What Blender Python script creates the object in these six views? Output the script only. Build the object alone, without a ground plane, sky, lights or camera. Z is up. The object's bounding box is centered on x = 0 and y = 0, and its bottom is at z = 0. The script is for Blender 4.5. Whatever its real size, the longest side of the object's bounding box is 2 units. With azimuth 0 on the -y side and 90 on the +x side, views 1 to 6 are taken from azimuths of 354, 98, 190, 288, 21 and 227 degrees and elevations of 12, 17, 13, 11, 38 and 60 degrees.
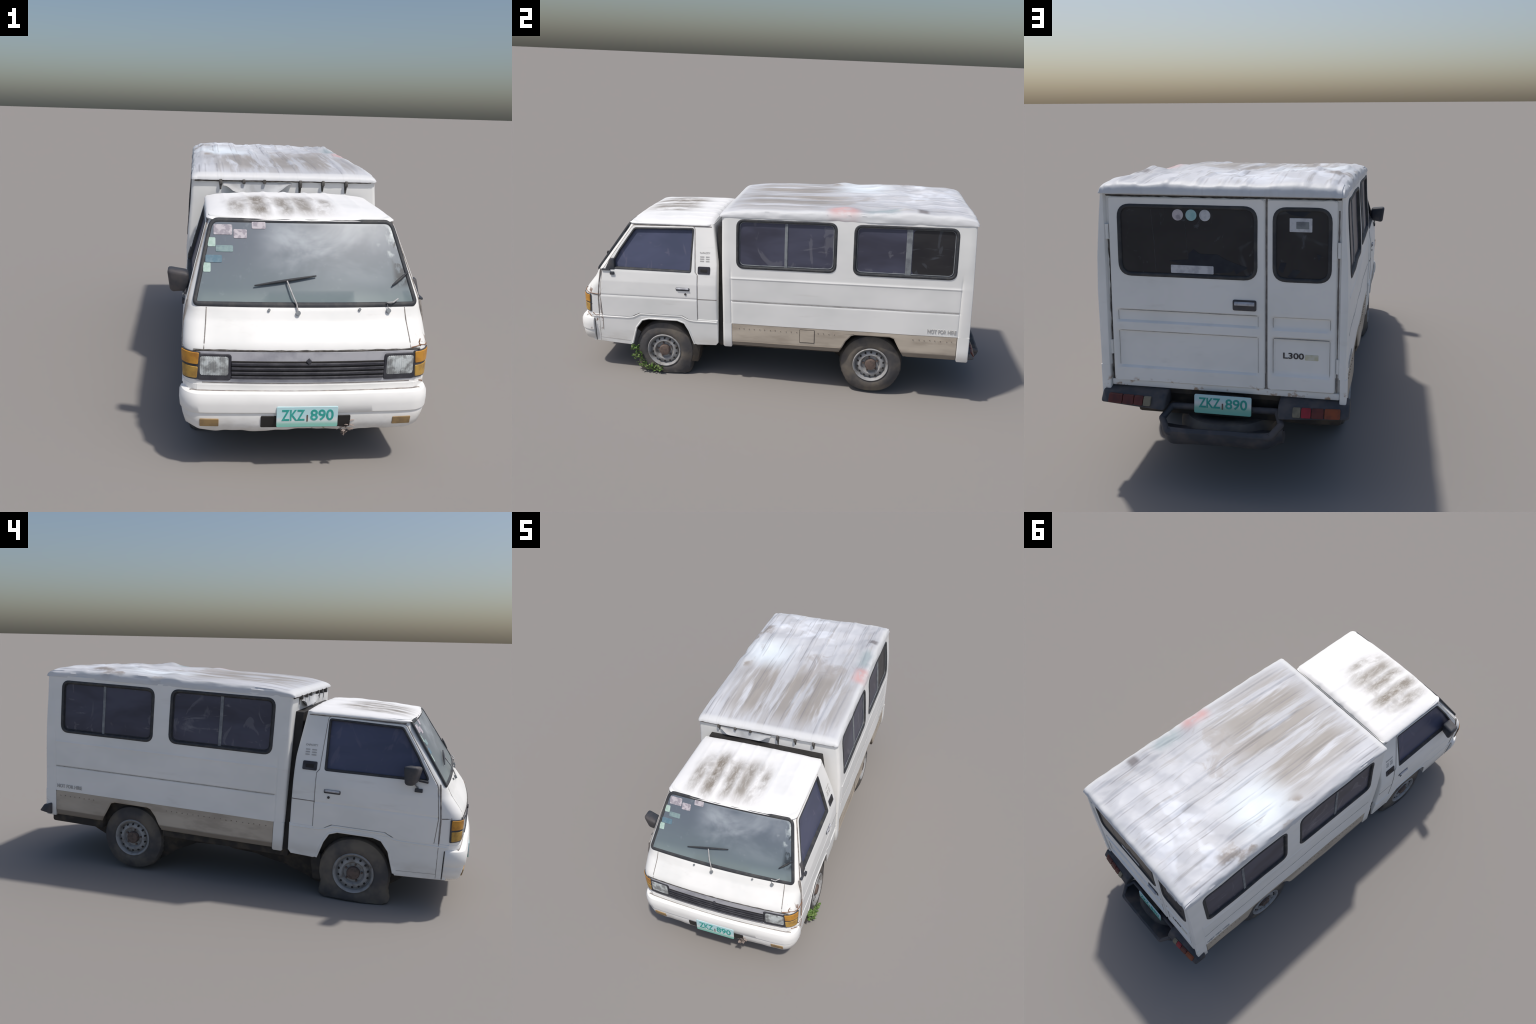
import bpy, bmesh, math, random
from mathutils import Vector, noise

random.seed(7)
# ----------------------------------------------------------------------------
# The van is modelled level ("van space": x across, -y forward, z up) and the
# root Empty leans it nose-down by PITCH, as it stands on its sagging front.
# ----------------------------------------------------------------------------
PITCH = math.atan(0.0385)
CENTRE_X = 0.013

for o in list(bpy.data.objects):
    bpy.data.objects.remove(o)

root = bpy.data.objects.new("passenger_van", None)
bpy.context.scene.collection.objects.link(root)
root.location = (CENTRE_X, 0, 0)
root.rotation_euler = (PITCH, 0, 0)
root["label"] = "old white utility van with boxy passenger body and grimy roof"
root["category"] = "van"


def interp(x, pts):
    if x <= pts[0][0]:
        return pts[0][1]
    for (a, va), (b, vb) in zip(pts, pts[1:]):
        if x <= b:
            return va + (vb - va) * (x - a) / (b - a)
    return pts[-1][1]


def sstep(a, b, x):
    t = max(0.0, min(1.0, (x - a) / (b - a)))
    return t * t * (3 - 2 * t)


def nz(x, y, z, s, seed=0.0):
    return noise.noise(Vector((x * s + seed, y * s + 2.3 * seed, z * s - seed)))


# ------------------------------------------------------------------ materials
class Nodes:
    def __init__(self, name):
        self.mat = bpy.data.materials.new(name)
        self.mat.use_nodes = True
        self.nt = self.mat.node_tree
        self.bsdf = next(n for n in self.nt.nodes if n.type == 'BSDF_PRINCIPLED')
        tc = self.nt.nodes.new("ShaderNodeTexCoord")
        self.co = tc.outputs["Object"]
        sep = self.nt.nodes.new("ShaderNodeSeparateXYZ")
        self.nt.links.new(self.co, sep.inputs[0])
        self.x, self.y, self.z = sep.outputs

    def put(self, sock, v):
        if isinstance(v, bpy.types.NodeSocket):
            self.nt.links.new(v, sock)
        elif isinstance(v, (tuple, list)):
            sock.default_value = tuple(v) + ((1.0,) if len(v) == 3 and sock.type == 'RGBA' else ())
        else:
            sock.default_value = v

    def math(self, op, a, b=0.0, clamp=False):
        n = self.nt.nodes.new("ShaderNodeMath")
        n.operation = op
        n.use_clamp = clamp
        self.put(n.inputs[0], a)
        self.put(n.inputs[1], b)
        return n.outputs[0]

    def noise(self, scale=(1, 1, 1), detail=4.0, rough=0.55, warp=0.0, loc=(0, 0, 0)):
        m = self.nt.nodes.new("ShaderNodeMapping")
        m.inputs["Scale"].default_value = scale
        m.inputs["Location"].default_value = loc
        self.nt.links.new(self.co, m.inputs[0])
        n = self.nt.nodes.new("ShaderNodeTexNoise")
        n.inputs["Scale"].default_value = 1.0
        n.inputs["Detail"].default_value = detail
        n.inputs["Roughness"].default_value = rough
        n.inputs["Distortion"].default_value = warp
        self.nt.links.new(m.outputs[0], n.inputs["Vector"])
        return n.outputs[0]

    def ramp(self, v, lo, hi):
        n = self.nt.nodes.new("ShaderNodeMapRange")
        n.interpolation_type = 'SMOOTHSTEP'
        self.put(n.inputs[0], v)
        n.inputs[1].default_value = lo
        n.inputs[2].default_value = hi
        return n.outputs[0]

    def mul(self, a, b):
        return self.math('MULTIPLY', a, b)

    def band(self, v, lo, hi, soft):
        up = self.ramp(v, lo - soft, lo + soft)
        dn = self.math('SUBTRACT', 1.0, self.ramp(v, hi - soft, hi + soft))
        return self.mul(up, dn)

    def box(self, xr=None, yr=None, zr=None, soft=0.03):
        m = 1.0
        for v, r in ((self.x, xr), (self.y, yr), (self.z, zr)):
            if r:
                b = self.band(v, r[0], r[1], soft)
                m = b if m == 1.0 else self.mul(m, b)
        return m

    def mix(self, fac, a, b):
        n = self.nt.nodes.new("ShaderNodeMix")
        n.data_type = 'RGBA'
        self.put(n.inputs[0], fac)
        self.put(n.inputs[6], a)
        self.put(n.inputs[7], b)
        return n.outputs[2]

    def bump(self, h, strength, dist=0.004):
        n = self.nt.nodes.new("ShaderNodeBump")
        n.inputs["Strength"].default_value = strength
        n.inputs["Distance"].default_value = dist
        self.put(n.inputs["Height"], h)
        self.nt.links.new(n.outputs[0], self.bsdf.inputs["Normal"])

    def done(self, colour, rough=0.5, metal=0.0, spec=0.3, coat=0.0):
        self.put(self.bsdf.inputs["Base Color"], colour)
        self.put(self.bsdf.inputs["Roughness"], rough)
        self.put(self.bsdf.inputs["Metallic"], metal)
        self.put(self.bsdf.inputs["Specular IOR Level"], spec)
        self.put(self.bsdf.inputs["Coat Weight"], coat)
        return self.mat


def simple(name, col, dark=None, scale=25.0, rough=0.6, metal=0.0, spec=0.3, lo=0.4, hi=0.7):
    n = Nodes(name)
    dark = dark or tuple(c * 0.7 for c in col)
    c = n.mix(n.ramp(n.noise((scale,) * 3), lo, hi), col, dark)
    return n.done(c, rough, metal, spec)


WHITE = (0.92, 0.91, 0.885)


def body_paint():
    n = Nodes("white_paint")
    c = n.mix(n.ramp(n.noise((5, 3, 5), 3), 0.35, 0.75), WHITE, (0.83, 0.83, 0.805))
    c = n.mix(n.mul(n.ramp(n.noise((9, 5, 30), 5, loc=(3, 1, 2)), 0.6, 0.85), 0.35), c, (0.62, 0.59, 0.55))
    # dusty lower edge of the cab
    low = n.math('SUBTRACT', 1.0, n.ramp(n.z, 0.18, 0.26))
    c = n.mix(n.mul(n.mul(low, n.ramp(n.noise((14, 8, 20), 4), 0.3, 0.7)), 0.45), c, (0.50, 0.45, 0.38))
    # rust on the right front corner and around the fender seam
    r = n.mul(n.box((0.32, 0.42), (-1.0, -0.85), (0.24, 0.46), 0.02), n.ramp(n.noise((45, 45, 30), 5, loc=(1, 4, 0)), 0.60, 0.68))
    c = n.mix(n.mul(r, 0.85), c, (0.20, 0.09, 0.045))
    # rust flecks along the rear sill
    r = n.mul(n.box(None, (0.90, 0.96), (0.24, 0.275), 0.008), n.ramp(n.noise((26, 9, 26), 4, loc=(5, 0, 1)), 0.56, 0.66))
    c = n.mix(n.mul(r, 0.8), c, (0.36, 0.19, 0.08))
    return n.done(c, 0.45, 0.0, 0.35)


def cab_roof_paint():
    n = Nodes("grimy_cab_roof_paint")
    c = n.mix(n.ramp(n.noise((6, 3, 6), 3), 0.4, 0.8), (0.93, 0.92, 0.91), (0.84, 0.84, 0.83))
    # lengthwise grime lanes between the ribs
    lane = 0.0
    for x0, wd, y0, y1, k in ((-0.205, 0.046, -0.72, -0.44, 0.85), (-0.130, 0.050, -0.74, -0.36, 1.0), (-0.045, 0.044, -0.73, -0.40, 0.95),
                              (0.022, 0.050, -0.73, -0.38, 0.85), (0.105, 0.032, -0.68, -0.42, 0.8)):
        m = n.mul(n.box((x0 - wd * 0.6, x0 + wd * 0.6), None, None, wd * 0.45), n.box(None, (y0 + 0.05, y1 - 0.05), None, 0.06))
        m = n.mul(m, k)
        lane = m if lane == 0.0 else n.math('MAXIMUM', lane, m)
    grain = n.ramp(n.noise((55, 16, 30), 6, 0.7, 0.8), 0.28, 0.62)
    smear = n.ramp(n.noise((13, 7, 10), 4, 0.6, loc=(2, 2, 0)), 0.30, 0.52)
    m = n.mul(lane, n.math('ADD', n.mul(grain, 0.45), n.mul(smear, 0.6), True))
    broad = n.mul(n.box((-0.23, 0.11), (-0.69, -0.43), None, 0.05), n.ramp(n.noise((9, 6, 9), 5, 0.65, 0.5, (5, 5, 0)), 0.40, 0.66))
    m = n.math('MAXIMUM', m, n.mul(broad, 0.55))
    c = n.mix(m, c, (0.27, 0.235, 0.195))
    n.bump(n.noise((90, 40, 60), 4), 0.15)
    return n.done(c, 0.5, 0.0, 0.3)


def cargo_roof_paint():
    n = Nodes("weathered_roof_sheet_paint")
    c = n.mix(n.ramp(n.noise((6, 2, 5), 4), 0.35, 0.7), (0.56, 0.565, 0.59), (0.70, 0.71, 0.745))
    # dirty lanes of the front half
    st = n.ramp(n.noise((17, 1.3, 10), 4, 0.6, 0.25), 0.43, 0.56)
    zone = n.box((-0.26, 0.30), (-0.17, 0.30), None, 0.10)
    c = n.mix(n.mul(n.mul(st, zone), 0.85), c, (0.35, 0.315, 0.28))
    st2 = n.ramp(n.noise((34, 2.5, 10), 4, 0.6, 0.3, (4, 1, 0)), 0.56, 0.66)
    c = n.mix(n.mul(st2, 0.50), c, (0.42, 0.40, 0.385))
    # swirling grey stain across the middle
    sw = n.ramp(n.noise((7, 5, 6), 5, 0.6, 1.4, (2, 7, 0)), 0.52, 0.66)
    c = n.mix(n.mul(n.mul(sw, n.box((0.0, 0.30), (0.10, 0.52), None, 0.09)), 0.6), c, (0.42, 0.38, 0.35))
    # glare on the near side, painted as a blue-white patch
    c = n.mix(n.mul(n.box((-0.32, -0.10), (0.30, 0.52), None, 0.09), 0.85), c, (0.86, 0.93, 0.98))
    c = n.mix(n.mul(n.mul(n.box((-0.30, 0.15), (0.62, 0.86), None, 0.06), n.ramp(n.noise((8, 8, 8), 2, loc=(9, 3, 1)), 0.5, 0.6)), 0.7), c, (0.84, 0.87, 0.93))  # blue-white patches toward the rear
    # brown stains by the edge
    br = n.mul(n.box((-0.37, -0.27), (0.24, 0.70), None, 0.025), n.ramp(n.noise((14, 9, 14), 4, loc=(6, 2, 5)), 0.52, 0.64))
    c = n.mix(n.mul(br, 0.75), c, (0.30, 0.25, 0.21))
    # thin dark lines along the ribs, broken up lengthwise
    line = 0.0
    for i, r0 in enumerate((-0.315, -0.245, -0.156, -0.076, -0.006, 0.064, 0.153, 0.245, 0.31)):
        for e, k in ((-0.012, 0.9), (0.012, 0.55)):
            b = n.mul(n.box((r0 + e - 0.0025, r0 + e + 0.0025), None, None, 0.003), k)
            line = b if line == 0.0 else n.math('MAXIMUM', line, b)
    brk = n.ramp(n.noise((14, 4, 6), 3, loc=(1, 8, 3)), 0.42, 0.60)
    c = n.mix(n.mul(n.mul(line, brk), 0.75), c, (0.26, 0.25, 0.27))
    # clean folded edges
    edge = n.math('SUBTRACT', 1.0, n.box((-0.345, 0.345), (-0.215, 0.89), None, 0.012))
    c = n.mix(n.mul(edge, 0.8), c, (0.74, 0.745, 0.75))
    # pink and grey-green repair patch on the far side
    ragged = n.ramp(n.noise((20, 12, 20), 4, loc=(8, 1, 1)), 0.25, 0.5)
    c = n.mix(n.mul(n.mul(n.box((0.305, 0.36), (0.26, 0.39), None, 0.028), ragged), 0.9), c, (0.66, 0.40, 0.39))
    c = n.mix(n.mul(n.mul(n.box((0.29, 0.352), (0.43, 0.57), None, 0.03), ragged), 0.8), c, (0.36, 0.43, 0.45))
    c = n.mix(n.mul(n.box((0.30, 0.345), (0.655, 0.70), None, 0.012), 0.8), c, (0.20, 0.18, 0.18))
    n.bump(n.noise((40, 14, 30), 5), 0.25)
    return n.done(c, 0.5, 0.0, 0.3)


def windshield_glass():
    n = Nodes("windshield_painted_reflections")
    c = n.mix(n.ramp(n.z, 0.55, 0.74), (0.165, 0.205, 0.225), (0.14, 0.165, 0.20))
    cloud = n.ramp(n.noise((5, 3, 8), 4, 0.5, 0.4, (1.2, 0, 0.4)), 0.36, 0.68)  # cloud and bright-corner reflections are coloured into the glass from here down
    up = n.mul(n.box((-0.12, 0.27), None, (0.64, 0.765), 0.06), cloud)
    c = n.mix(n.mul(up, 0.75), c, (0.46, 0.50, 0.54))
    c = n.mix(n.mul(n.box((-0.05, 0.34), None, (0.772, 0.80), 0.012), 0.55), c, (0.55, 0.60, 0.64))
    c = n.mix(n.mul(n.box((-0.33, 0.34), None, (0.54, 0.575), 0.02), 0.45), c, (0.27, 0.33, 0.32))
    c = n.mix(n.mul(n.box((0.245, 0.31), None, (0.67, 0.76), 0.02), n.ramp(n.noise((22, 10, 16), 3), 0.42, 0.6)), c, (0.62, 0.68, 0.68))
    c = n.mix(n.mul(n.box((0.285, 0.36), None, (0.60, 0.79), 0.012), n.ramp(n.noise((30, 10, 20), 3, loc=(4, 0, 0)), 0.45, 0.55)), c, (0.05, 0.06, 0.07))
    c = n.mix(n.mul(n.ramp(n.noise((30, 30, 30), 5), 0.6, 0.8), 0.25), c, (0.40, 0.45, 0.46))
    return n.done(c, 0.28, 0.0, 0.35)


def dark_glass(name, a, b, streak):
    n = Nodes(name)
    c = n.mix(n.ramp(n.noise((6, 3, 9), 4, 0.5, 0.5), 0.35, 0.7), a, b)
    s = n.ramp(n.noise((20, 4, 14), 5, 0.6, 1.5, (3, 2, 1)), 0.62, 0.72)  # pale noise streaks draw window reflections in the base colour
    c = n.mix(n.mul(s, 0.55), c, streak)
    s2 = n.ramp(n.noise((3, 9, 5), 3, 0.5, 2.2, (7, 1, 4)), 0.60, 0.66)
    c = n.mix(n.mul(s2, 0.35), c, streak)
    return n.done(c, 0.35, 0.0, 0.3)


def skirt_paint():
    n = Nodes("mud_brown_skirt_paint")
    c = n.mix(n.ramp(n.noise((7, 3, 12), 4), 0.3, 0.7), (0.58, 0.51, 0.42), (0.46, 0.40, 0.33))
    c = n.mix(n.mul(n.ramp(n.noise((18, 9, 30), 5, loc=(2, 2, 2)), 0.48, 0.70), 0.6), c, (0.38, 0.32, 0.26))
    c = n.mix(n.mul(n.math('SUBTRACT', 1.0, n.ramp(n.z, 0.219, 0.226)), 0.72), c, (0.20, 0.17, 0.14))
    return n.done(c, 0.75, 0.0, 0.2)


def tyre_rubber():
    n = Nodes("dusty_tyre_rubber")
    c = n.mix(n.ramp(n.noise((9, 9, 9), 4), 0.35, 0.7), (0.085, 0.082, 0.085), (0.19, 0.165, 0.135))
    n.bump(n.noise((60, 60, 60), 4), 0.3)
    return n.done(c, 0.8, 0.0, 0.2)


def plate_paint():
    n = Nodes("number_plate_paint")
    c = n.mix(n.ramp(n.math('SINE', n.mul(n.z, 95.0)), -0.2, 0.9), (0.50, 0.72, 0.75), (0.68, 0.74, 0.74))
    c = n.mix(n.mul(n.math('SUBTRACT', 1.0, n.ramp(n.z, 0.205, 0.222)), 0.75), c, (0.12, 0.48, 0.36))
    return n.done(c, 0.5, 0.0, 0.3)


M_PAINT = body_paint()
M_CABROOF = cab_roof_paint()
M_ROOF = cargo_roof_paint()
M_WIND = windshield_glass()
M_GLASS = dark_glass("tinted_side_glass", (0.085, 0.088, 0.130), (0.055, 0.055, 0.080), (0.22, 0.22, 0.25))
M_CABGLASS = dark_glass("tinted_door_glass", (0.095, 0.105, 0.175), (0.075, 0.085, 0.140), (0.17, 0.16, 0.22))
M_REARGLASS = dark_glass("tinted_rear_glass", (0.036, 0.035, 0.038), (0.024, 0.023, 0.027), (0.10, 0.11, 0.13))
M_SKIRT = skirt_paint()
M_TYRE = tyre_rubber()
M_RUBBER = simple("black_rubber_gasket", (0.045, 0.048, 0.055), (0.075, 0.075, 0.075), 30)
M_SEAM = simple("dark_seam_filler", (0.22, 0.20, 0.19), (0.36, 0.33, 0.30), 40, 0.8)
M_GROOVE = simple("groove_grey", (0.50, 0.48, 0.46), (0.36, 0.34, 0.32), 30, 0.8)
M_LOOSE = simple("greyed_white_sheet", (0.60, 0.61, 0.62), (0.46, 0.46, 0.46), 14)  # white sheet toned down to grey so sunlight does not overexpose it
M_RIVET = simple("dirty_rivet", (0.26, 0.22, 0.18), (0.38, 0.33, 0.27), 30, 0.8)
M_TORN = simple("torn_tint_hole", (0.018, 0.022, 0.034), (0.030, 0.036, 0.046), 20)
M_FRAME = simple("dull_window_frame_metal", (0.26, 0.28, 0.29), (0.17, 0.18, 0.20), 30)
M_RIM = simple("worn_steel_rim_paint", (0.36, 0.36, 0.36), (0.20, 0.18, 0.16), 35, 0.55, 0.0, 0.4, 0.45, 0.75)
M_HOLE = simple("dark_opening", (0.03, 0.028, 0.027))
M_HUB = simple("rusty_hub", (0.17, 0.125, 0.105), (0.10, 0.08, 0.072), 60, 0.8)
M_CHASSIS = simple("sooty_chassis", (0.040, 0.037, 0.035), (0.085, 0.07, 0.055), 18, 0.85)
M_BLACKPLASTIC = simple("weathered_black_plastic", (0.055, 0.060, 0.072), (0.11, 0.10, 0.10), 16, 0.55)
M_GRILLE = simple("grille_black_plastic", (0.040, 0.040, 0.050), (0.075, 0.075, 0.085), 20)
M_CHROME = simple("dull_silver_trim", (0.52, 0.52, 0.55), (0.38, 0.38, 0.42), 18, 0.45, 0.0, 0.5)
M_HANDLE = simple("bright_handle_metal", (0.55, 0.56, 0.60), (0.30, 0.30, 0.33), 40, 0.35, 0.0, 0.5)
M_LENS = simple("headlight_lens", (0.62, 0.66, 0.66), (0.27, 0.28, 0.28), 38, 0.2, 0.0, 0.5, 0.38, 0.62)
M_AMBER = simple("amber_lens", (0.62, 0.30, 0.045), (0.45, 0.20, 0.04), 35, 0.35)
M_AMBERLOW = simple("faded_amber_lens", (0.55, 0.33, 0.075), (0.38, 0.22, 0.06), 35, 0.35)
M_FOG = simple("dirty_amber_lens", (0.36, 0.24, 0.11), (0.24, 0.165, 0.09), 35, 0.5)
M_RED = simple("red_tail_lens", (0.14, 0.038, 0.03), (0.085, 0.03, 0.027), 35, 0.4)  # red and orange tail lenses darkened to match the shaded rear
M_BRIGHTRED = simple("bright_red_tail_lens", (0.36, 0.03, 0.045), (0.24, 0.03, 0.035), 35, 0.4)
M_ORANGE = simple("orange_tail_lens", (0.28, 0.075, 0.03), (0.19, 0.055, 0.03), 35, 0.4)
M_CLEAR = simple("yellowed_clear_lens", (0.26, 0.23, 0.16), (0.17, 0.15, 0.11), 35, 0.4)
M_PLATE = plate_paint()
M_GREENINK = simple("green_plate_lettering", (0.035, 0.34, 0.29), (0.06, 0.40, 0.36), 60)
M_GREYINK = simple("grey_stencil_lettering", (0.46, 0.45, 0.44), (0.58, 0.57, 0.55), 60)
M_DARKINK = simple("dark_badge_lettering", (0.055, 0.05, 0.05), (0.10, 0.09, 0.09), 60)
M_YELLOW = simple("yellowed_badge", (0.62, 0.60, 0.44), (0.68, 0.67, 0.58), 60)
M_STICKER = simple("pale_sticker", (0.56, 0.52, 0.55), (0.36, 0.33, 0.37), 55, 0.6, 0, 0.2, 0.45, 0.6)
M_STICKERGREEN = simple("pale_green_sticker", (0.50, 0.64, 0.58), (0.38, 0.53, 0.46), 60)
M_STICKERTEAL = simple("faded_teal_sticker", (0.26, 0.36, 0.36), (0.19, 0.27, 0.29), 60)
M_STICKERBLUE = simple("faded_blue_sticker", (0.12, 0.21, 0.27), (0.20, 0.29, 0.34), 50)
M_STICKERWHITE = simple("white_sticker", (0.62, 0.63, 0.66), (0.45, 0.46, 0.5), 60)
M_STICKERCYAN = simple("cyan_sticker", (0.28, 0.50, 0.52), (0.40, 0.58, 0.60), 60)
M_LEAF = simple("weed_green", (0.12, 0.23, 0.05), (0.23, 0.29, 0.12), 40, 0.6)
M_TWIG = simple("dry_twig", (0.34, 0.28, 0.25), (0.22, 0.18, 0.16), 40, 0.9)
M_ARM = simple("wiper_arm_metal", (0.50, 0.50, 0.50), (0.36, 0.34, 0.33), 50)
M_STAIN = simple("black_drip_stain", (0.07, 0.065, 0.06), (0.16, 0.15, 0.14), 60, 0.8)


# ------------------------------------------------------------------- builders
def add(name, verts, faces, mat, parent=root, smooth=35.0, recalc=True):
    me = bpy.data.meshes.new(name)
    me.from_pydata([tuple(v) for v in verts], [], [tuple(f) for f in faces])
    if recalc:
        bm = bmesh.new()
        bm.from_mesh(me)
        bmesh.ops.recalc_face_normals(bm, faces=bm.faces)
        bm.to_mesh(me)
        bm.free()
    me.materials.append(mat)
    if smooth:
        me.polygons.foreach_set("use_smooth", [True] * len(me.polygons))
        me.set_sharp_from_angle(angle=math.radians(smooth))
    ob = bpy.data.objects.new(name, me)
    bpy.context.scene.collection.objects.link(ob)
    ob.parent = parent
    return ob


def fillet(points, radius, n=6):
    """round the corners of a closed 2D polygon; radius scalar or per corner"""
    out = []
    N = len(points)
    for i, p in enumerate(points):
        r = radius[i] if isinstance(radius, (list, tuple)) else radius
        p = Vector(p)
        a = Vector(points[i - 1]) - p
        b = Vector(points[(i + 1) % N]) - p
        if r <= 0 or a.length < 1e-6 or b.length < 1e-6:
            out.append((p.x, p.y))
            continue
        ua, ub = a.normalized(), b.normalized()
        cosang = max(-1, min(1, ua.dot(ub)))
        half = math.acos(cosang) / 2
        if abs(half - math.pi / 2) < 0.02:
            out.append((p.x, p.y))
            continue
        d = min(r / math.tan(half), 0.48 * a.length, 0.48 * b.length)
        s, e = p + ua * d, p + ub * d
        for k in range(n + 1):
            t = k / n
            q = s * (1 - t) ** 2 + p * 2 * t * (1 - t) + e * t * t
            out.append((q.x, q.y))
    return out


def rrect(a0, a1, b0, b1, r, n=6):
    return fillet([(a0, b0), (a1, b0), (a1, b1), (a0, b1)], r, n)


def patch(name, outline, mapf, out, inn, mat, step=0.03, chamfer=0.0015, disp=None, parent=root, smooth=35.0, stepb=None):
    """a plate with depth cut to a 2D outline and laid on a surface mapf(a, b, offset)"""
    bm = bmesh.new()
    vs = [bm.verts.new((a, b, 0)) for a, b in outline]
    f = bm.faces.new(vs)
    f.normal_update()
    bmesh.ops.triangulate(bm, faces=[f])
    xs = [p[0] for p in outline]
    ys = [p[1] for p in outline]
    for axis, lo, hi, st in ((0, min(xs), max(xs), step), (1, min(ys), max(ys), stepb or step)):
        k = int((hi - lo) / st)
        for i in range(1, k + 1):
            c = lo + (hi - lo) * i / (k + 1)
            bmesh.ops.bisect_plane(bm, geom=bm.verts[:] + bm.edges[:] + bm.faces[:], dist=1e-6,
                                   plane_co=(c, 0, 0) if axis == 0 else (0, c, 0),
                                   plane_no=(1, 0, 0) if axis == 0 else (0, 1, 0))
    if chamfer:
        bmesh.ops.inset_region(bm, faces=bm.faces[:], thickness=chamfer, use_boundary=True, use_even_offset=True)
    bm.verts.index_update()
    bm.verts.ensure_lookup_table()
    top, bot, faces = [], [], []
    n = len(bm.verts)
    for v in bm.verts:
        a, b = v.co.x, v.co.y
        o = out + (disp(a, b) if disp else 0.0)
        if chamfer and v.is_boundary:
            o -= chamfer
        top.append(mapf(a, b, o))
        bot.append(mapf(a, b, inn))
    for fc in bm.faces:
        ids = [v.index for v in fc.verts]
        faces.append(ids)
        faces.append([i + n for i in reversed(ids)])
    for e in bm.edges:
        if e.is_boundary:
            i, j = e.verts[0].index, e.verts[1].index
            faces.append([i, j, j + n, i + n])
    bm.free()
    return add(name, top + bot, faces, mat, parent, smooth)


def ring(name, outline, width, mapf, out, inn, mat, parent=root):
    """a rounded gasket frame following a closed outline on a surface"""
    pts = resample(list(outline) + [outline[0]], 0.03)[:-1]
    N = len(pts)
    area = sum(pts[i].x * pts[(i + 1) % N].y - pts[(i + 1) % N].x * pts[i].y for i in range(N))
    sg = 1 if area > 0 else -1
    verts, faces = [], []
    lo = out - 0.003
    prof = [(-0.5, inn), (-0.5, lo), (-0.25, out), (0.25, out), (0.5, lo), (0.5, inn)]
    for i, p in enumerate(pts):
        t = (pts[(i + 1) % N] - pts[i - 1]).normalized()
        nrm = Vector((t.y, -t.x)) * sg
        for a, o in prof:
            q = p + nrm * a * width
            verts.append(mapf(q.x, q.y, o))
    K = len(prof)
    for i in range(N):
        j = (i + 1) % N
        for k in range(K):
            l = (k + 1) % K
            faces.append([i * K + k, j * K + k, j * K + l, i * K + l])
    return add(name, verts, faces, mat, parent, 50)


def resample(pts, step):
    out = [Vector(pts[0])]
    for a, b in zip(pts, pts[1:]):
        a, b = Vector(a), Vector(b)
        k = max(1, int((b - a).length / step))
        for i in range(1, k + 1):
            out.append(a.lerp(b, i / k))
    return out


def seam(name, path, mapf, width, mat, out=0.0007, parent=root, jitter=0.0):
    """a narrow strip following an open 2D path on a surface"""
    pts = resample(path, 0.015)
    verts, faces = [], []
    for i, p in enumerate(pts):
        t = (pts[min(i + 1, len(pts) - 1)] - pts[max(i - 1, 0)]).normalized()
        nrm = Vector((t.y, -t.x))
        w = width * (1 + jitter * nz(p.x, p.y, 0.3, 40))
        for a, o in ((-0.5, -0.003), (-0.5, out * 0.2), (0, out), (0.5, out * 0.2), (0.5, -0.003)):
            q = p + nrm * a * w
            verts.append(mapf(q.x, q.y, o))
    K = 5
    for i in range(len(pts) - 1):
        for k in range(K):
            l = (k + 1) % K
            faces.append([i * K + k, (i + 1) * K + k, (i + 1) * K + l, i * K + l])
    faces.append(list(range(K)))
    faces.append([(len(pts) - 1) * K + k for k in reversed(range(K))])
    return add(name, verts, faces, mat, parent, 60)


def tube(name, path, radius, mat, parent=root, seg=10, closed=False, smooth=50):
    pts = [Vector(p) for p in path]
    verts, faces = [], []
    N = len(pts)
    up = Vector((0.13, 0.27, 0.95)).normalized()
    for i, p in enumerate(pts):
        if closed:
            t = (pts[(i + 1) % N] - pts[i - 1]).normalized()
        else:
            t = (pts[min(i + 1, N - 1)] - pts[max(i - 1, 0)]).normalized()
        a = t.cross(up)
        if a.length < 0.1:
            a = t.cross(Vector((1, 0, 0)))
        a.normalize()
        b = a.cross(t)
        r = radius(i / max(1, N - 1)) if callable(radius) else radius
        for k in range(seg):
            an = 2 * math.pi * k / seg
            verts.append(p + a * math.cos(an) * r + b * math.sin(an) * r)
    for i in range(N if closed else N - 1):
        j = (i + 1) % N
        for k in range(seg):
            l = (k + 1) % seg
            faces.append([i * seg + k, i * seg + l, j * seg + l, j * seg + k])
    if not closed:
        faces.append(list(range(seg)))
        faces.append([(N - 1) * seg + k for k in reversed(range(seg))])
    return add(name, verts, faces, mat, parent, smooth)


def block(name, lo, hi, mat, parent=root, bevel=0.004, taper=None, seg=2):
    """bevelled box; taper(v) may move each of the eight corners"""
    bm = bmesh.new()
    bmesh.ops.create_cube(bm, size=1.0)
    for v in bm.verts:
        q = Vector([lo[i] + (hi[i] - lo[i]) * (v.co[i] + 0.5) for i in range(3)])
        v.co = Vector(taper(q)) if taper else q
    if bevel:
        bmesh.ops.bevel(bm, geom=bm.edges[:], offset=bevel, segments=seg, profile=0.5, affect='EDGES')
    bm.verts.index_update()
    verts = [v.co.copy() for v in bm.verts]
    faces = [[v.index for v in f.verts] for f in bm.faces]
    bm.free()
    return add(name, verts, faces, mat, parent, 40)


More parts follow.
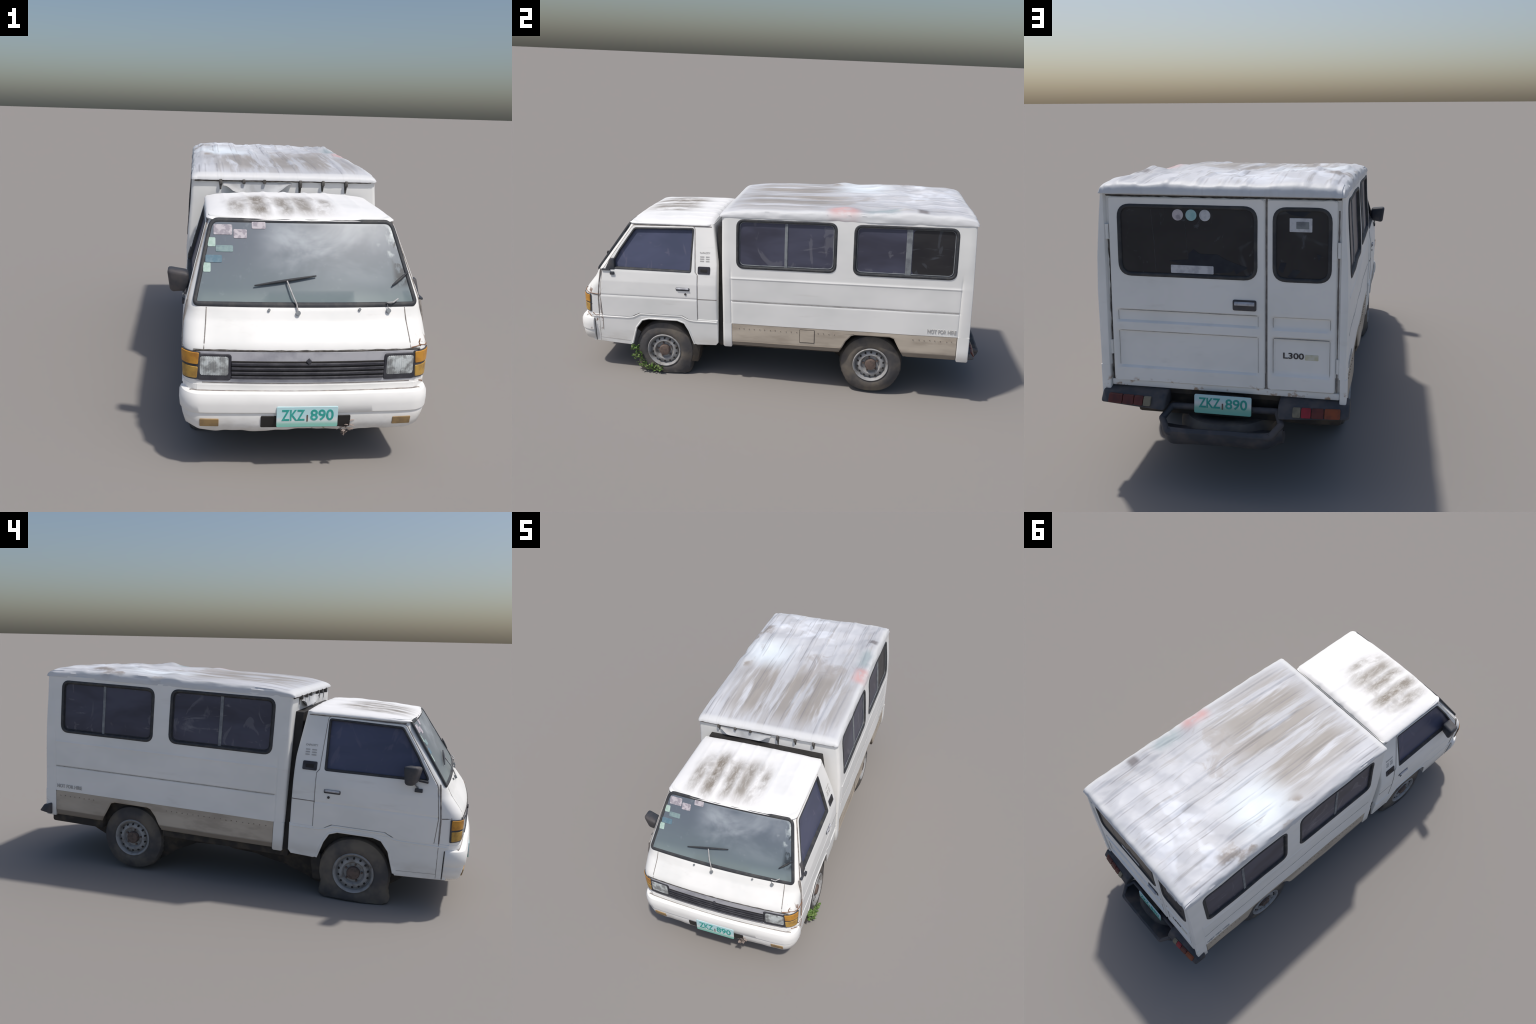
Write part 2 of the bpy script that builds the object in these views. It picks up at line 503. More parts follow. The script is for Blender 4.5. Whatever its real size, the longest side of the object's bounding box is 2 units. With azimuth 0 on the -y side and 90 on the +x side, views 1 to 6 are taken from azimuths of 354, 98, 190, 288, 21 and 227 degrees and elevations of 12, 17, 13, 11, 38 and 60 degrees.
def lathe_x(profile, seg=64):
    """profile of (radius, x) spun about the x axis"""
    verts, faces = [], []
    K = len(profile)
    for i in range(seg):
        a = 2 * math.pi * i / seg
        for r, x in profile:
            verts.append(Vector((x, r * math.cos(a), r * math.sin(a))))
    for i in range(seg):
        j = (i + 1) % seg
        for k in range(K - 1):
            faces.append([i * K + k, j * K + k, j * K + k + 1, i * K + k + 1])
    return verts, faces


def text_on(name, body, mapf, a0, b0, a1, b1, off, mat, parent=root, flip=False, depth=0.0008):
    """lettering fitted to the rectangle a0..a1, b0..b1 of a surface"""
    cu = bpy.data.curves.new(name, 'FONT')
    cu.body = body
    cu.offset = 0.018
    tmp = bpy.data.objects.new(name + "_helper", cu)
    bpy.context.scene.collection.objects.link(tmp)
    dg = bpy.context.evaluated_depsgraph_get()
    dg.update()
    me = bpy.data.meshes.new_from_object(tmp.evaluated_get(dg))
    co = [v.co.copy() for v in me.vertices]
    fs = [list(p.vertices) for p in me.polygons]
    bpy.data.objects.remove(tmp)
    bpy.data.curves.remove(cu)
    bpy.data.meshes.remove(me)
    x0, x1 = min(c.x for c in co), max(c.x for c in co)
    y0, y1 = min(c.y for c in co), max(c.y for c in co)
    n = len(co)
    top, bot = [], []
    for c in co:
        u, v = (c.x - x0) / (x1 - x0), (c.y - y0) / (y1 - y0)
        if flip:
            u = 1 - u
        a, b = a0 + (a1 - a0) * u, b0 + (b1 - b0) * v
        top.append(mapf(a, b, off + depth))
        bot.append(mapf(a, b, off - 0.002))
    edges = {}
    for f in fs:
        for i in range(len(f)):
            e = (f[i], f[(i + 1) % len(f)])
            k = tuple(sorted(e))
            edges[k] = edges.get(k, 0) + 1
    faces = [f for f in fs] + [[i + n for i in reversed(f)] for f in fs]
    faces += [[i, j, j + n, i + n] for (i, j), c in edges.items() if c == 1]
    return add(name, top + bot, faces, mat, parent, 0)


def cut(ob, outline, mapf, depth):
    """open a recess of a 2D outline in a part"""
    c = patch("cutter", outline, mapf, 0.03, -depth, M_HOLE, 0.05, 0.0, smooth=0)
    md = ob.modifiers.new("recess", 'BOOLEAN')
    md.operation = 'DIFFERENCE'
    md.solver = 'EXACT'
    md.object = c
    bpy.context.view_layer.update()
    dg = bpy.context.evaluated_depsgraph_get()
    ev = ob.evaluated_get(dg)
    tmp = ev.to_mesh()
    co = [v.co.copy() for v in tmp.vertices]
    fs = [list(p.vertices) for p in tmp.polygons]
    ev.to_mesh_clear()
    ob.modifiers.clear()
    me = ob.data
    me.clear_geometry()
    me.from_pydata(co, [], fs)
    me.update()
    me.polygons.foreach_set("use_smooth", [True] * len(me.polygons))
    me.set_sharp_from_angle(angle=math.radians(35))
    bpy.data.objects.remove(c)


# ----------------------------------------------------------- surfaces of the van
CAB_W = [(0.16, 0.364), (0.25, 0.371), (0.32, 0.375), (0.425, 0.378), (0.50, 0.375), (0.548, 0.367), (0.65, 0.339), (0.775, 0.303), (0.82, 0.290)]
CAB_F = [(0.16, -0.955), (0.318, -0.958), (0.43, -0.957), (0.446, -0.951), (0.462, -0.940), (0.506, -0.905), (0.535, -0.889), (0.548, -0.878), (0.560, -0.868), (0.778, -0.714), (0.82, -0.685)]
CAB_R = [(0.16, -0.263), (0.60, -0.266), (0.78, -0.290), (0.82, -0.294)]
CAB_RAD = [(0.3, 0.050), (0.5, 0.050), (0.548, 0.042), (0.82, 0.04)]
BOW = [(0.43, 0.020), (0.53, 0.022), (0.56, 0.010), (0.82, 0.008)]


def cab_bow(z):
    return interp(z, BOW)


BOX_W = [(0.19, 0.378), (0.315, 0.379), (0.545, 0.382), (0.65, 0.379), (0.75, 0.371), (0.84, 0.362)]
BOX_F = -0.238
REAR_RECESS = 0.013
BOX_R = [(0.19, 0.920), (0.5, 0.916), (0.84, 0.910)]


def cab_w(z):
    return interp(z, CAB_W)


LEAN_IN = [(0.19, 0.006), (0.35, 0.010), (0.75, 0.010), (0.86, 0.004)]


def box_w(z, s=1):
    return interp(z, BOX_W) - (interp(z, LEAN_IN) if s < 0 else 0.0)


def dent(y, z, s):
    return 0.0028 * nz(y, z, s, 5.0, 1.7) + 0.0008 * nz(y, z, s, 14.0, 4.1)


def cab_side(s):
    return lambda y, z, o: (s * (cab_w(z) + o), y, z)


def box_side(s):
    return lambda y, z, o: (s * (box_w(z, s) + dent(y, z, s) + o), y, z)


def cab_front(x, z, o):
    e = 0.004
    y = interp(z, CAB_F) + cab_bow(z) * (x / cab_w(z)) ** 2
    dy = (interp(z + e, CAB_F) - interp(z - e, CAB_F)) / (2 * e)
    n = Vector((0, -1, dy)).normalized()
    return (x, y + n.y * o, z + n.z * o)


def cab_corner(s):
    """arc coordinate q runs round the front corner: 0 = start of the corner on the front"""
    def f(q, z, o):
        w, r = cab_w(z), interp(z, CAB_RAD)
        yf = interp(z, CAB_F)
        if q < 0:
            x, y, nx, ny = w - r + q, yf - o, 0, 0
        elif q < r * math.pi / 2:
            a = q / r
            x, y = w - r + (r + o) * math.sin(a), yf + r - (r + o) * math.cos(a)
        else:
            x, y = w + o, yf + r + (q - r * math.pi / 2)
        return (s * x, y + cab_bow(z) * (min(x, w) / w) ** 2, z)
    return f


def box_rear(x, z, o):
    return (x, interp(z, BOX_R) - REAR_RECESS + 0.0012 * nz(x, z, 0.5, 6) + o, z)


def box_front(x, z, o):
    return (x, BOX_F - o, z)


def stack(name, levels, outline, mat, parent=root, smooth=35):
    """loft closed plan outlines through z levels, capped top and bottom"""
    verts, faces = [], []
    for z in levels:
        pts = outline(z)
        verts += [Vector((x, y, z)) for x, y in pts]
    K = len(outline(levels[0]))
    for i in range(len(levels) - 1):
        for k in range(K):
            l = (k + 1) % K
            faces.append([i * K + k, i * K + l, (i + 1) * K + l, (i + 1) * K + k])
    faces.append(list(range(K)))
    faces.append([(len(levels) - 1) * K + k for k in range(K)])
    return add(name, verts, faces, mat, parent, smooth)


def frange(a, b, st):
    n = max(1, int(round((b - a) / st)))
    return [a + (b - a) * i / n for i in range(n + 1)]


# ------------------------------------------------------------------ cab body
def cab_outline(z):
    w, r, yf, yr = cab_w(z), interp(z, CAB_RAD), interp(z, CAB_F), interp(z, CAB_R)
    half = []
    for i in range(13):
        half.append(((w - r) * i / 12, yf))
    for i in range(1, 9):
        a = math.pi / 2 * i / 8
        half.append((w - r + r * math.sin(a), yf + r - r * math.cos(a)))
    y0 = yf + r
    for i in range(1, 25):
        half.append((w, y0 + (yr - 0.008 - y0) * i / 24))
    for i in range(1, 4):
        a = math.pi / 2 * i / 3
        half.append((w - 0.008 + 0.008 * math.cos(a), yr - 0.008 + 0.008 * math.sin(a)))
    half.append((0.15, yr))
    half.append((0, yr))
    half = [(x, y + cab_bow(z) * (x / w) ** 2 * (1 - sstep(yf + 0.1, yr, y))) for x, y in half]
    right = half
    left = [(-x, y) for x, y in reversed(half[1:-1])]
    return right + left


cab_levels = sorted(set([0.318, 0.33, 0.43, 0.438, 0.446, 0.454, 0.462, 0.49, 0.50, 0.506, 0.512, 0.53, 0.535, 0.541, 0.548] + frange(0.33, 0.43, 0.02) + frange(0.548, 0.785, 0.02)))
cab = stack("cab_body", cab_levels, cab_outline, M_PAINT)

# lower cab sides with the wheel opening
ARCH_FRONT = [(-0.706, 0.150), (-0.702, 0.172), (-0.676, 0.262), (-0.645, 0.303), (-0.610, 0.313), (-0.465, 0.313), (-0.430, 0.300), (-0.408, 0.262), (-0.384, 0.190)]
for s in (1, -1):
    poly = [(-0.905, 0.176), (-0.708, 0.163)] + ARCH_FRONT[1:] + [(-0.370, 0.186), (-0.275, 0.190), (-0.263, 0.205), (-0.263, 0.324), (-0.905, 0.324)]
    patch("cab_side_panel", poly, cab_side(s), 0.0015, -0.02, M_PAINT, 0.05, 0.002, stepb=0.03)
    # swage line that rises over the wheel opening, and the rolled arch lip
    path = [(-0.895, 0.311), (-0.72, 0.311), (-0.690, 0.315), (-0.652, 0.335), (-0.445, 0.335), (-0.412, 0.318), (-0.385, 0.313), (-0.268, 0.313)]
    m = cab_side(s)
    tube("arch_swage", [m(a.x, a.y, 0.000) for a in resample(path, 0.02)], 0.0042, M_PAINT, seg=8)
    tube("arch_lip", [m(a.x, a.y, 0.000) for a in resample(ARCH_FRONT[1:], 0.012)], 0.0045, M_PAINT, seg=8)
    # inner face of the front wheel housing behind the opening
for s in (1, -1):
    m = cab_side(s)
    # door: outline rises from the arch to the roof rail
    door = fillet([(-0.845, 0.318), (-0.70, 0.318), (-0.655, 0.340), (-0.44, 0.340), (-0.405, 0.320), (-0.363, 0.310), (-0.361, 0.545), (-0.372, 0.560), (-0.382, 0.770),
                   (-0.690, 0.765), (-0.775, 0.640), (-0.836, 0.550), (-0.852, 0.425)],
                  [0.01, 0.02, 0.02, 0.02, 0.02, 0.01, 0.006, 0.01, 0.015, 0.02, 0.1, 0.03, 0.02])

    def door_groove(a, b):
        g = -0.0025 * math.exp(-((b - 0.427) / 0.004) ** 2)
        return g + 0.0008 * nz(a, b, s, 9, 2)
    d = patch("door", door, m, 0.0030, -0.004, M_PAINT, 0.03, 0.0022, disp=door_groove, stepb=0.004)
    seam("door_seam", door + [door[0]], m, 0.005, M_SEAM, 0.0012, parent=root)
    win = fillet([(-0.394, 0.560), (-0.388, 0.761), (-0.680, 0.754), (-0.752, 0.650), (-0.803, 0.563)], [0.008, 0.008, 0.02, 0.1, 0.012])
    cut(d, win, m, 0.02)
    cut(cab, win, m, 0.011)
    patch("door_window", win, m, -0.009, -0.014, M_CABGLASS, 0.04, 0.001, parent=d)
    ring("window_gasket", win, 0.010, m, 0.0045, -0.010, M_RUBBER, parent=d)
    # pull handle, key lock
    h = patch("door_handle", rrect(-0.466, -0.398, 0.468, 0.484, 0.005), m, 0.0050, 0.0, M_BLACKPLASTIC, 0.03, 0.001, parent=d)
    tube("handle_bar", [m(-0.462 + 0.06 * t, 0.479, 0.0065) for t in (0, .25, .5, .75, 1)], 0.0045, M_HANDLE, h, 8)
    tube("door_lock", [m(-0.419, 0.452, 0.001), m(-0.419, 0.452, 0.0055)], 0.0055, M_DARKINK, d, 10)
    # waist groove behind the door
    seam("waist_groove", [(-0.360, 0.428), (-0.266, 0.429)], m, 0.004, M_SEAM, 0.0006)
    # cab pillar vent
    v = patch("pillar_vent", rrect(-0.359, -0.299, 0.553, 0.588, 0.006), m, 0.003, -0.002, M_GRILLE, 0.03, 0.001)
    patch("vent_slot", rrect(-0.346, -0.312, 0.563, 0.577, 0.004), m, 0.004, 0.0, M_HOLE, 0.03, 0.0005, parent=v)
    # capacity notice (stencil)
    a0, a1 = (-0.352, -0.302)
    text_on("capacity_lettering", "CAPACITY", m, a0, 0.648, a1, 0.656, 0.0005, M_GREYINK, flip=(s < 0))
    for row, z in enumerate((0.634, 0.624, 0.614)):
        for c0, c1 in ((a0 + 0.002, a0 + 0.022), (a0 + 0.030, a1 - 0.002)):
            patch("stencil_mark", rrect(c0, c1, z - 0.003, z + 0.002, 0.001, 2), m, 0.0012, -0.001, M_GREYINK, 0.03, 0.0)
    # front fender seam down to the sill, split between sill and panel
    seam("fender_seam", [(-0.846, 0.556), (-0.853, 0.50), (-0.862, 0.421), (-0.864, 0.32), (-0.866, 0.178)], m, 0.0055, M_SEAM, 0.0022, jitter=0.6)
    seam("sill_seam", [(-0.866, 0.196), (-0.712, 0.186)], m, 0.003, M_SEAM, 0.0022)
    # corner piece between fender seam and lamp
    c = cab_corner(s)
    seam("corner_seam", [(-0.013, 0.432), (-0.016, 0.500), (-0.018, 0.540)], c, 0.0035, M_SEAM, 0.0008)
    seam("fender_waist_seam", [(0.062, 0.430), (0.10, 0.424)], c, 0.004, M_SEAM, 0.001)
    # indicator wraps round the corner
    r = 0.05
    ind = patch("turn_signal", fillet([(-0.004, 0.338), (0.064, 0.333), (0.068, 0.426), (-0.004, 0.426)], 0.005), c, 0.0040, -0.003, M_BLACKPLASTIC, 0.008, 0.001)
    patch("signal_lens", fillet([(0.004, 0.386), (0.062, 0.384), (0.063, 0.423), (0.000, 0.423)], 0.004), c, 0.0065, 0, M_AMBER, 0.008, 0.0015, parent=ind)
    patch("signal_lens", fillet([(0.008, 0.342), (0.058, 0.337), (0.060, 0.378), (0.004, 0.378)], 0.004), c, 0.0060, 0, M_AMBERLOW, 0.008, 0.0015, parent=ind)

c = cab_corner(1)
M_RUST = simple("rust_crack", (0.20, 0.10, 0.055), (0.33, 0.20, 0.13), 60, 0.9)
for path, w in (([(-0.01, 0.434), (0.02, 0.440), (0.045, 0.434), (0.075, 0.431), (0.11, 0.428)], 0.004), ([(0.020, 0.437), (0.016, 0.447), (0.022, 0.456)], 0.006),
                ([(0.070, 0.328), (0.085, 0.315), (0.100, 0.318), (0.118, 0.300)], 0.004), ([(0.112, 0.46), (0.116, 0.40), (0.112, 0.35), (0.120, 0.30), (0.116, 0.24)], 0.0035),
                ([(0.03, 0.322), (0.05, 0.314), (0.062, 0.305)], 0.005)):
    seam("rust_crack", path, c, w * 0.6, M_RUST, 0.0035, jitter=1.5)

# --------------------------------------------------------------- cab front end
# windscreen
wind = fillet([(-0.344, 0.548), (0.344, 0.548), (0.292, 0.775), (-0.292, 0.775)], [0.012, 0.012, 0.03, 0.03])
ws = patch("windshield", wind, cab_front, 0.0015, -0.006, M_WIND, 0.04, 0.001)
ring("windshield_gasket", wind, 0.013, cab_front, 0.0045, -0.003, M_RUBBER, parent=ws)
for nm, a0, a1, b0, b1, mt in (("sticker", -0.285, -0.226, 0.733, 0.762, M_STICKER), ("sticker", -0.222, -0.180, 0.724, 0.749, M_STICKER), ("sticker", -0.164, -0.120, 0.751, 0.771, M_STICKER),
                               ("sticker", -0.303, -0.279, 0.700, 0.725, M_STICKERGREEN), ("sticker", -0.278, -0.224, 0.686, 0.704, M_STICKERTEAL),
                               ("sticker", -0.310, -0.259, 0.657, 0.677, M_STICKERBLUE), ("sticker", -0.317, -0.294, 0.631, 0.656, M_STICKERGREEN)):
    patch(nm, rrect(a0, a1, b0, b1, 0.004), cab_front, 0.0030, 0.0, mt, 0.02, 0.0004, parent=ws)


def wp(x, z, o):
    return Vector(cab_front(x, z, o))


for nm, blade, piv, arm in (("wiper", ((-0.161, 0.595), (0.032, 0.622)), (-0.030, 0.526), (-0.060, 0.607)),
                            ("wiper", ((0.272, 0.596), (0.328, 0.632)), (0.253, 0.530), (0.285, 0.560))):
    b = tube(nm, [wp(blade[0][0] + (blade[1][0] - blade[0][0]) * t, blade[0][1] + (blade[1][1] - blade[0][1]) * t, 0.009) for t in frange(0, 1, 0.1)],
             lambda t: 0.0022 + 0.0022 * math.sin(math.pi * t), M_RUBBER, seg=8)
    tube("wiper_arm", [wp(*piv, 0.006), wp(piv[0] - 0.004, piv[1] + 0.02, 0.010), wp((piv[0] + arm[0]) / 2 - 0.001, (piv[1] + arm[1]) / 2 + 0.004, 0.015), wp(*arm, 0.011)], 0.0026, M_ARM, b, 8)
    tube("wiper_pivot", [wp(*piv, -0.002), wp(*piv, 0.009)], 0.0075, M_FRAME, b, 12)
for x, z in ((-0.118, 0.534), (0.162, 0.535)):
    tube("washer_nozzle", [wp(x, z, -0.001), wp(x, z, 0.006)], 0.0045, M_FRAME, seg=8)

# lamp panel, grille, headlights
panel = patch("lamp_panel", rrect(-0.340, 0.340, 0.330, 0.427, 0.006), cab_front, 0.0015, -0.004, M_CHROME, 0.03, 0.001)
seam("hood_shadow_strip", [(-0.345, 0.4295), (0.345, 0.4295)], cab_front, 0.006, M_STAIN, 0.0025, jitter=0.7)  # strip modelled for the shadow below the overhanging hood edge
gr = patch("grille", rrect(-0.232, 0.232, 0.340, 0.398, 0.003), cab_front, 0.003, 0, M_HOLE, 0.04, 0.001)
for z in (0.3465, 0.3605, 0.3745, 0.3885):
    patch("grille_slat", rrect(-0.232, 0.232, z - 0.0045, z + 0.0045, 0.002, 3), cab_front, 0.0075, 0.002, M_GRILLE, 0.04, 0.002, parent=gr)
patch("grille_emblem", [(0, 0.388), (0.008, 0.400), (0, 0.408), (-0.008, 0.400)], cab_front, 0.009, 0.001, M_GRILLE, 0.05, 0.001, parent=gr)
for s in (1, -1):
    a0, a1 = sorted((s * 0.231, s * 0.334))
    hb = patch("headlight", rrect(a0, a1, 0.334, 0.420, 0.012), cab_front, 0.004, -0.002, M_GRILLE, 0.02, 0.003)
    l0, l1 = sorted((s * 0.240, s * 0.326))

    def bulge(a, b, l0=l0, l1=l1):
        u = (a - (l0 + l1) / 2) / (l1 - l0) * 2
        v = (b - 0.3815) / 0.031
        return 0.004 * max(0, 1 - u * u) * max(0, 1 - v * v) + 0.0006 * math.sin(a * 900)
    patch("headlight_lens", rrect(l0, l1, 0.351, 0.412, 0.010), cab_front, 0.0045, 0.0, M_LENS, 0.003, 0.0015, disp=bulge, parent=hb, stepb=0.006)
# pressed shoulder line across the nose
seam("nose_panel_seam", [(-0.318, 0.327), (0.318, 0.326)], cab_front, 0.003, M_SEAM, 0.0008)

patch("nose_panel", rrect(-0.335, 0.335, 0.262, 0.3215, 0.002, 2), cab_front, 0.0008, -0.02, M_PAINT, 0.04, 0.001)
for s in (1, -1):
    patch("nose_panel", rrect(-0.012, 0.135, 0.250, 0.3215, 0.002, 2), cab_corner(s), 0.0008, -0.02, M_PAINT, 0.01, 0.001)

# bumper: profile (outward offset, z) swept round the nose
BUMP = [(-0.045, 0.294), (-0.010, 0.302), (0.003, 0.299), (0.009, 0.287), (0.010, 0.266), (0.008, 0.242), (0.002, 0.236), (0.003, 0.230), (0.000, 0.205), (-0.008, 0.180), (-0.020, 0.170), (-0.050, 0.172)]


def bumper_plan(t):
    """t in -1..1 round the bumper: returns point and outward normal"""
    w, r, yf, bow, ye = 0.378, 0.055, -0.974, 0.014, -0.893
    Lf, La, Ls = w - r, r * math.pi / 2, 0
    ls = ye - (yf + bow + r)
    tot = Lf + La + ls
    s = 1 if t >= 0 else -1
    q = abs(t) * tot
    if q < Lf:
        x, y, n = q, yf, Vector((0, -1, 0))
    elif q < Lf + La:
        a = (q - Lf) / r
        x, y, n = w - r + r * math.sin(a), yf + r - r * math.cos(a), Vector((math.sin(a), -math.cos(a), 0))
    else:
        x, y, n = w, yf + r + (q - Lf - La), Vector((1, 0, 0))
    y += bow * (x / w) ** 2
    return Vector((s * x, y, 0)), Vector((s * n.x, n.y, 0))


bv, bf = [], []
NB, KB = 121, len(BUMP)
for i in range(NB):
    t = -1 + 2 * i / (NB - 1)
    p, n = bumper_plan(t)
    for k, (o, z) in enumerate(BUMP):
        dz = 0.0
        if k >= 8:
            dz = 0.008 * nz(p.x, 0, 0, 9, 3.3) + 0.004 * nz(p.x, 0, 0, 25, 1.3) + 0.012 * sstep(0.30, 0.38, abs(p.x))
        oo = o + 0.0025 * nz(p.x, z, 0.1, 8, 2.2)
        bv.append(p + n * oo + Vector((0, 0, z + dz)))
for i in range(NB - 1):
    for k in range(KB):
        l = (k + 1) % KB
        bf.append([i * KB + k, i * KB + l, (i + 1) * KB + l, (i + 1) * KB + k])
bf.append(list(range(KB)))
bf.append([(NB - 1) * KB + k for k in reversed(range(KB))])
bumper = add("front_bumper", bv, bf, M_PAINT, root, 40)


def bump_face(x, z, o):
    tot_half = 0.323 + 0.055 * math.pi / 2 + 0.019
    p, n = bumper_plan(x / tot_half)
    off = interp(z, [(0.170, -0.020), (0.180, -0.008), (0.205, 0.0), (0.230, 0.003), (0.236, 0.002), (0.242, 0.008), (0.266, 0.010)])
    return tuple(p + n * (off + o) + Vector((0, 0, z)))


patch("bumper_slot", rrect(-0.143, 0.136, 0.188, 0.229, 0.004), bump_face, 0.0035, -0.01, M_HOLE, 0.03, 0.001, parent=bumper)
for s in (1, -1):
    a0, a1 = sorted((s * 0.272, s * 0.330))
    patch("fog_lamp", rrect(a0, a1, 0.192, 0.219, 0.003), bump_face, 0.0045, -0.005, M_FOG, 0.03, 0.001, parent=bumper)
    seam("bumper_end_gap", [(-0.889, 0.297), (-0.889, 0.178)], cab_side(s), 0.007, M_STAIN, 0.003)
seam("bumper_top_gap", [(-0.355, 0.300), (0.355, 0.300)], cab_front, 0.006, M_SEAM, 0.004, jitter=0.5)


def number_plate(mapf, a0, a1, b0, b1, off, s, parent):
    pl = patch("number_plate", rrect(a0, a1, b0, b1, 0.005), mapf, off, off - 0.004, M_PLATE, 0.05, 0.001, parent=parent)
    w, h = a1 - a0, b1 - b0
    z0, z1 = b0 + 0.32 * h, b0 + 0.86 * h
    if s > 0:
        text_on("plate_lettering", "ZKZ", mapf, a0 + 0.08 * w, z0, a0 + 0.46 * w, z1, off, M_GREENINK, pl)
        text_on("plate_lettering", "890", mapf, a0 + 0.55 * w, z0, a0 + 0.93 * w, z1, off, M_GREENINK, pl)
    else:
        text_on("plate_lettering", "ZKZ", mapf, a1 - 0.46 * w, z0, a1 - 0.08 * w, z1, off, M_GREENINK, pl, flip=True)
        text_on("plate_lettering", "890", mapf, a1 - 0.93 * w, z0, a1 - 0.55 * w, z1, off, M_GREENINK, pl, flip=True)
    patch("plate_emblem", rrect(a0 + 0.488 * w, a0 + 0.512 * w, b0 + 0.28 * h, b0 + 0.60 * h, 0.001, 2), mapf, off + 0.001, off - 0.001, M_HUB, 0.05, 0, parent=pl)
    return pl


number_plate(lambda x, z, o: (x, -0.9855 + 0.05 * (z - 0.23) - o, z), -0.095, 0.092, 0.198, 0.263, 0.002, 1, bumper)

# ------------------------------------------------------------------- cab roof
def roof_cap(name, xs, ys, z0, height, mat, bend, corner=0.02, smooth=45):
    """xs/ys: (position, 0..1 rise) profiles from edge to edge"""
    verts, faces = [], []
    X0, X1 = xs[0][0], xs[-1][0]
    Y0, Y1 = ys[0][0], ys[-1][0]
    for y, hy in ys:
        for x, hx in xs:
            px, py = x, y
            cx, cy = max(X0 + corner, min(X1 - corner, x)), max(Y0 + corner, min(Y1 - corner, y))
            d = Vector((x - cx, y - cy))
            if d.length > corner:
                d = d.normalized() * corner
                px, py = cx + d.x, cy + d.y
            dx, dy, dz = bend(px, py, hx, hy)
            verts.append(Vector((px + dx, py + dy, z0 + height * hx * hy + dz)))
    nx, ny = len(xs), len(ys)
    for j in range(ny - 1):
        for i in range(nx - 1):
            faces.append([j * nx + i, j * nx + i + 1, (j + 1) * nx + i + 1, (j + 1) * nx + i])
    rim = [i for i in range(nx)] + [j * nx + nx - 1 for j in range(1, ny)] + [(ny - 1) * nx + i for i in range(nx - 2, -1, -1)] + [j * nx for j in range(ny - 2, 0, -1)]
    base = len(verts)
    for i in rim:
        v = verts[i]
        verts.append(Vector((v.x * 0.96, Y0 + 0.5 * (Y1 - Y0) + (v.y - 0.5 * (Y0 + Y1)) * 0.97, z0 - 0.004)))
    R = len(rim)
    for k in range(R):
        l = (k + 1) % R
        faces.append([rim[k], rim[l], base + l, base + k])
    faces.append([base + k for k in range(R)])
    return add(name, verts, faces, mat, root, smooth)


def dense(ctrl, st):
    out = []
    for (a, ha), (b, hb) in zip(ctrl, ctrl[1:]):
        k = max(1, int(math.ceil(abs(b - a) / st)), int(abs(hb - ha) / 0.15))
        for i in range(k):
            t = i / k
            out.append((a + (b - a) * t, ha + (hb - ha) * t))
    out.append(ctrl[-1])
    return out


def mirror_profile(half):
    return [(-x, h) for x, h in half] + [(x, h) for x, h in reversed(half[:-1])] if half[-1][0] == 0 else None


def smoothed(prof, times=6):
    p = list(prof)
    for _ in range(times):
        p = [p[0]] + [(p[i][0], 0.25 * p[i - 1][1] + 0.5 * p[i][1] + 0.25 * p[i + 1][1]) for i in range(1, len(p) - 1)] + [p[-1]]
    return p


half = [(0.308, 0.0), (0.307, 0.20), (0.297, 0.42), (0.270, 0.66), (0.21, 0.86), (0.12, 0.97), (0.0, 1.0)]
cxs = smoothed(dense(mirror_profile(half), 0.007), 3)
cys = smoothed(dense([(-0.721, 0.0), (-0.717, 0.22), (-0.70, 0.42), (-0.66, 0.66), (-0.60, 0.86), (-0.50, 0.98), (-0.42, 1.0), (-0.33, 0.97), (-0.305, 0.86), (-0.294, 0.55), (-0.293, 0.0)], 0.008), 3)
CAB_RIBS = (-0.24, -0.165, -0.09, -0.012, 0.066, 0.145, 0.22)


def cab_roof_bend(x, y, hx, hy):
    m = sstep(0.55, 0.9, hx * hy)
    rib = sum(math.exp(-((x - r) / 0.009) ** 2) for r in CAB_RIBS)
    dz = 0.0032 * rib * m + 0.0030 * nz(x, y, 0, 9, 1) * m + 0.0012 * nz(x, y, 0, 30, 5) * m
    e = 0.0010 * nz(x, y, 0.5, 22, 8)
    bow = 0.010 * (x / 0.3) ** 2 * (1 - sstep(-0.70, -0.45, y))
    return (e if abs(x) > 0.29 else 0, bow, dz + e)


roof_c = roof_cap("cab_roof", cxs, cys, 0.777, 0.029, M_CABROOF, cab_roof_bend, 0.03)
# drip rail seam along the cab roof edge
for s in (1, -1):
    seam("drip_rail_seam", [(-0.690, 0.770), (-0.300, 0.771)], cab_side(s), 0.004, M_SEAM, 0.0022, jitter=0.4)

# ------------------------------------------------------------------- cargo box
before_box = set(bpy.data.objects)


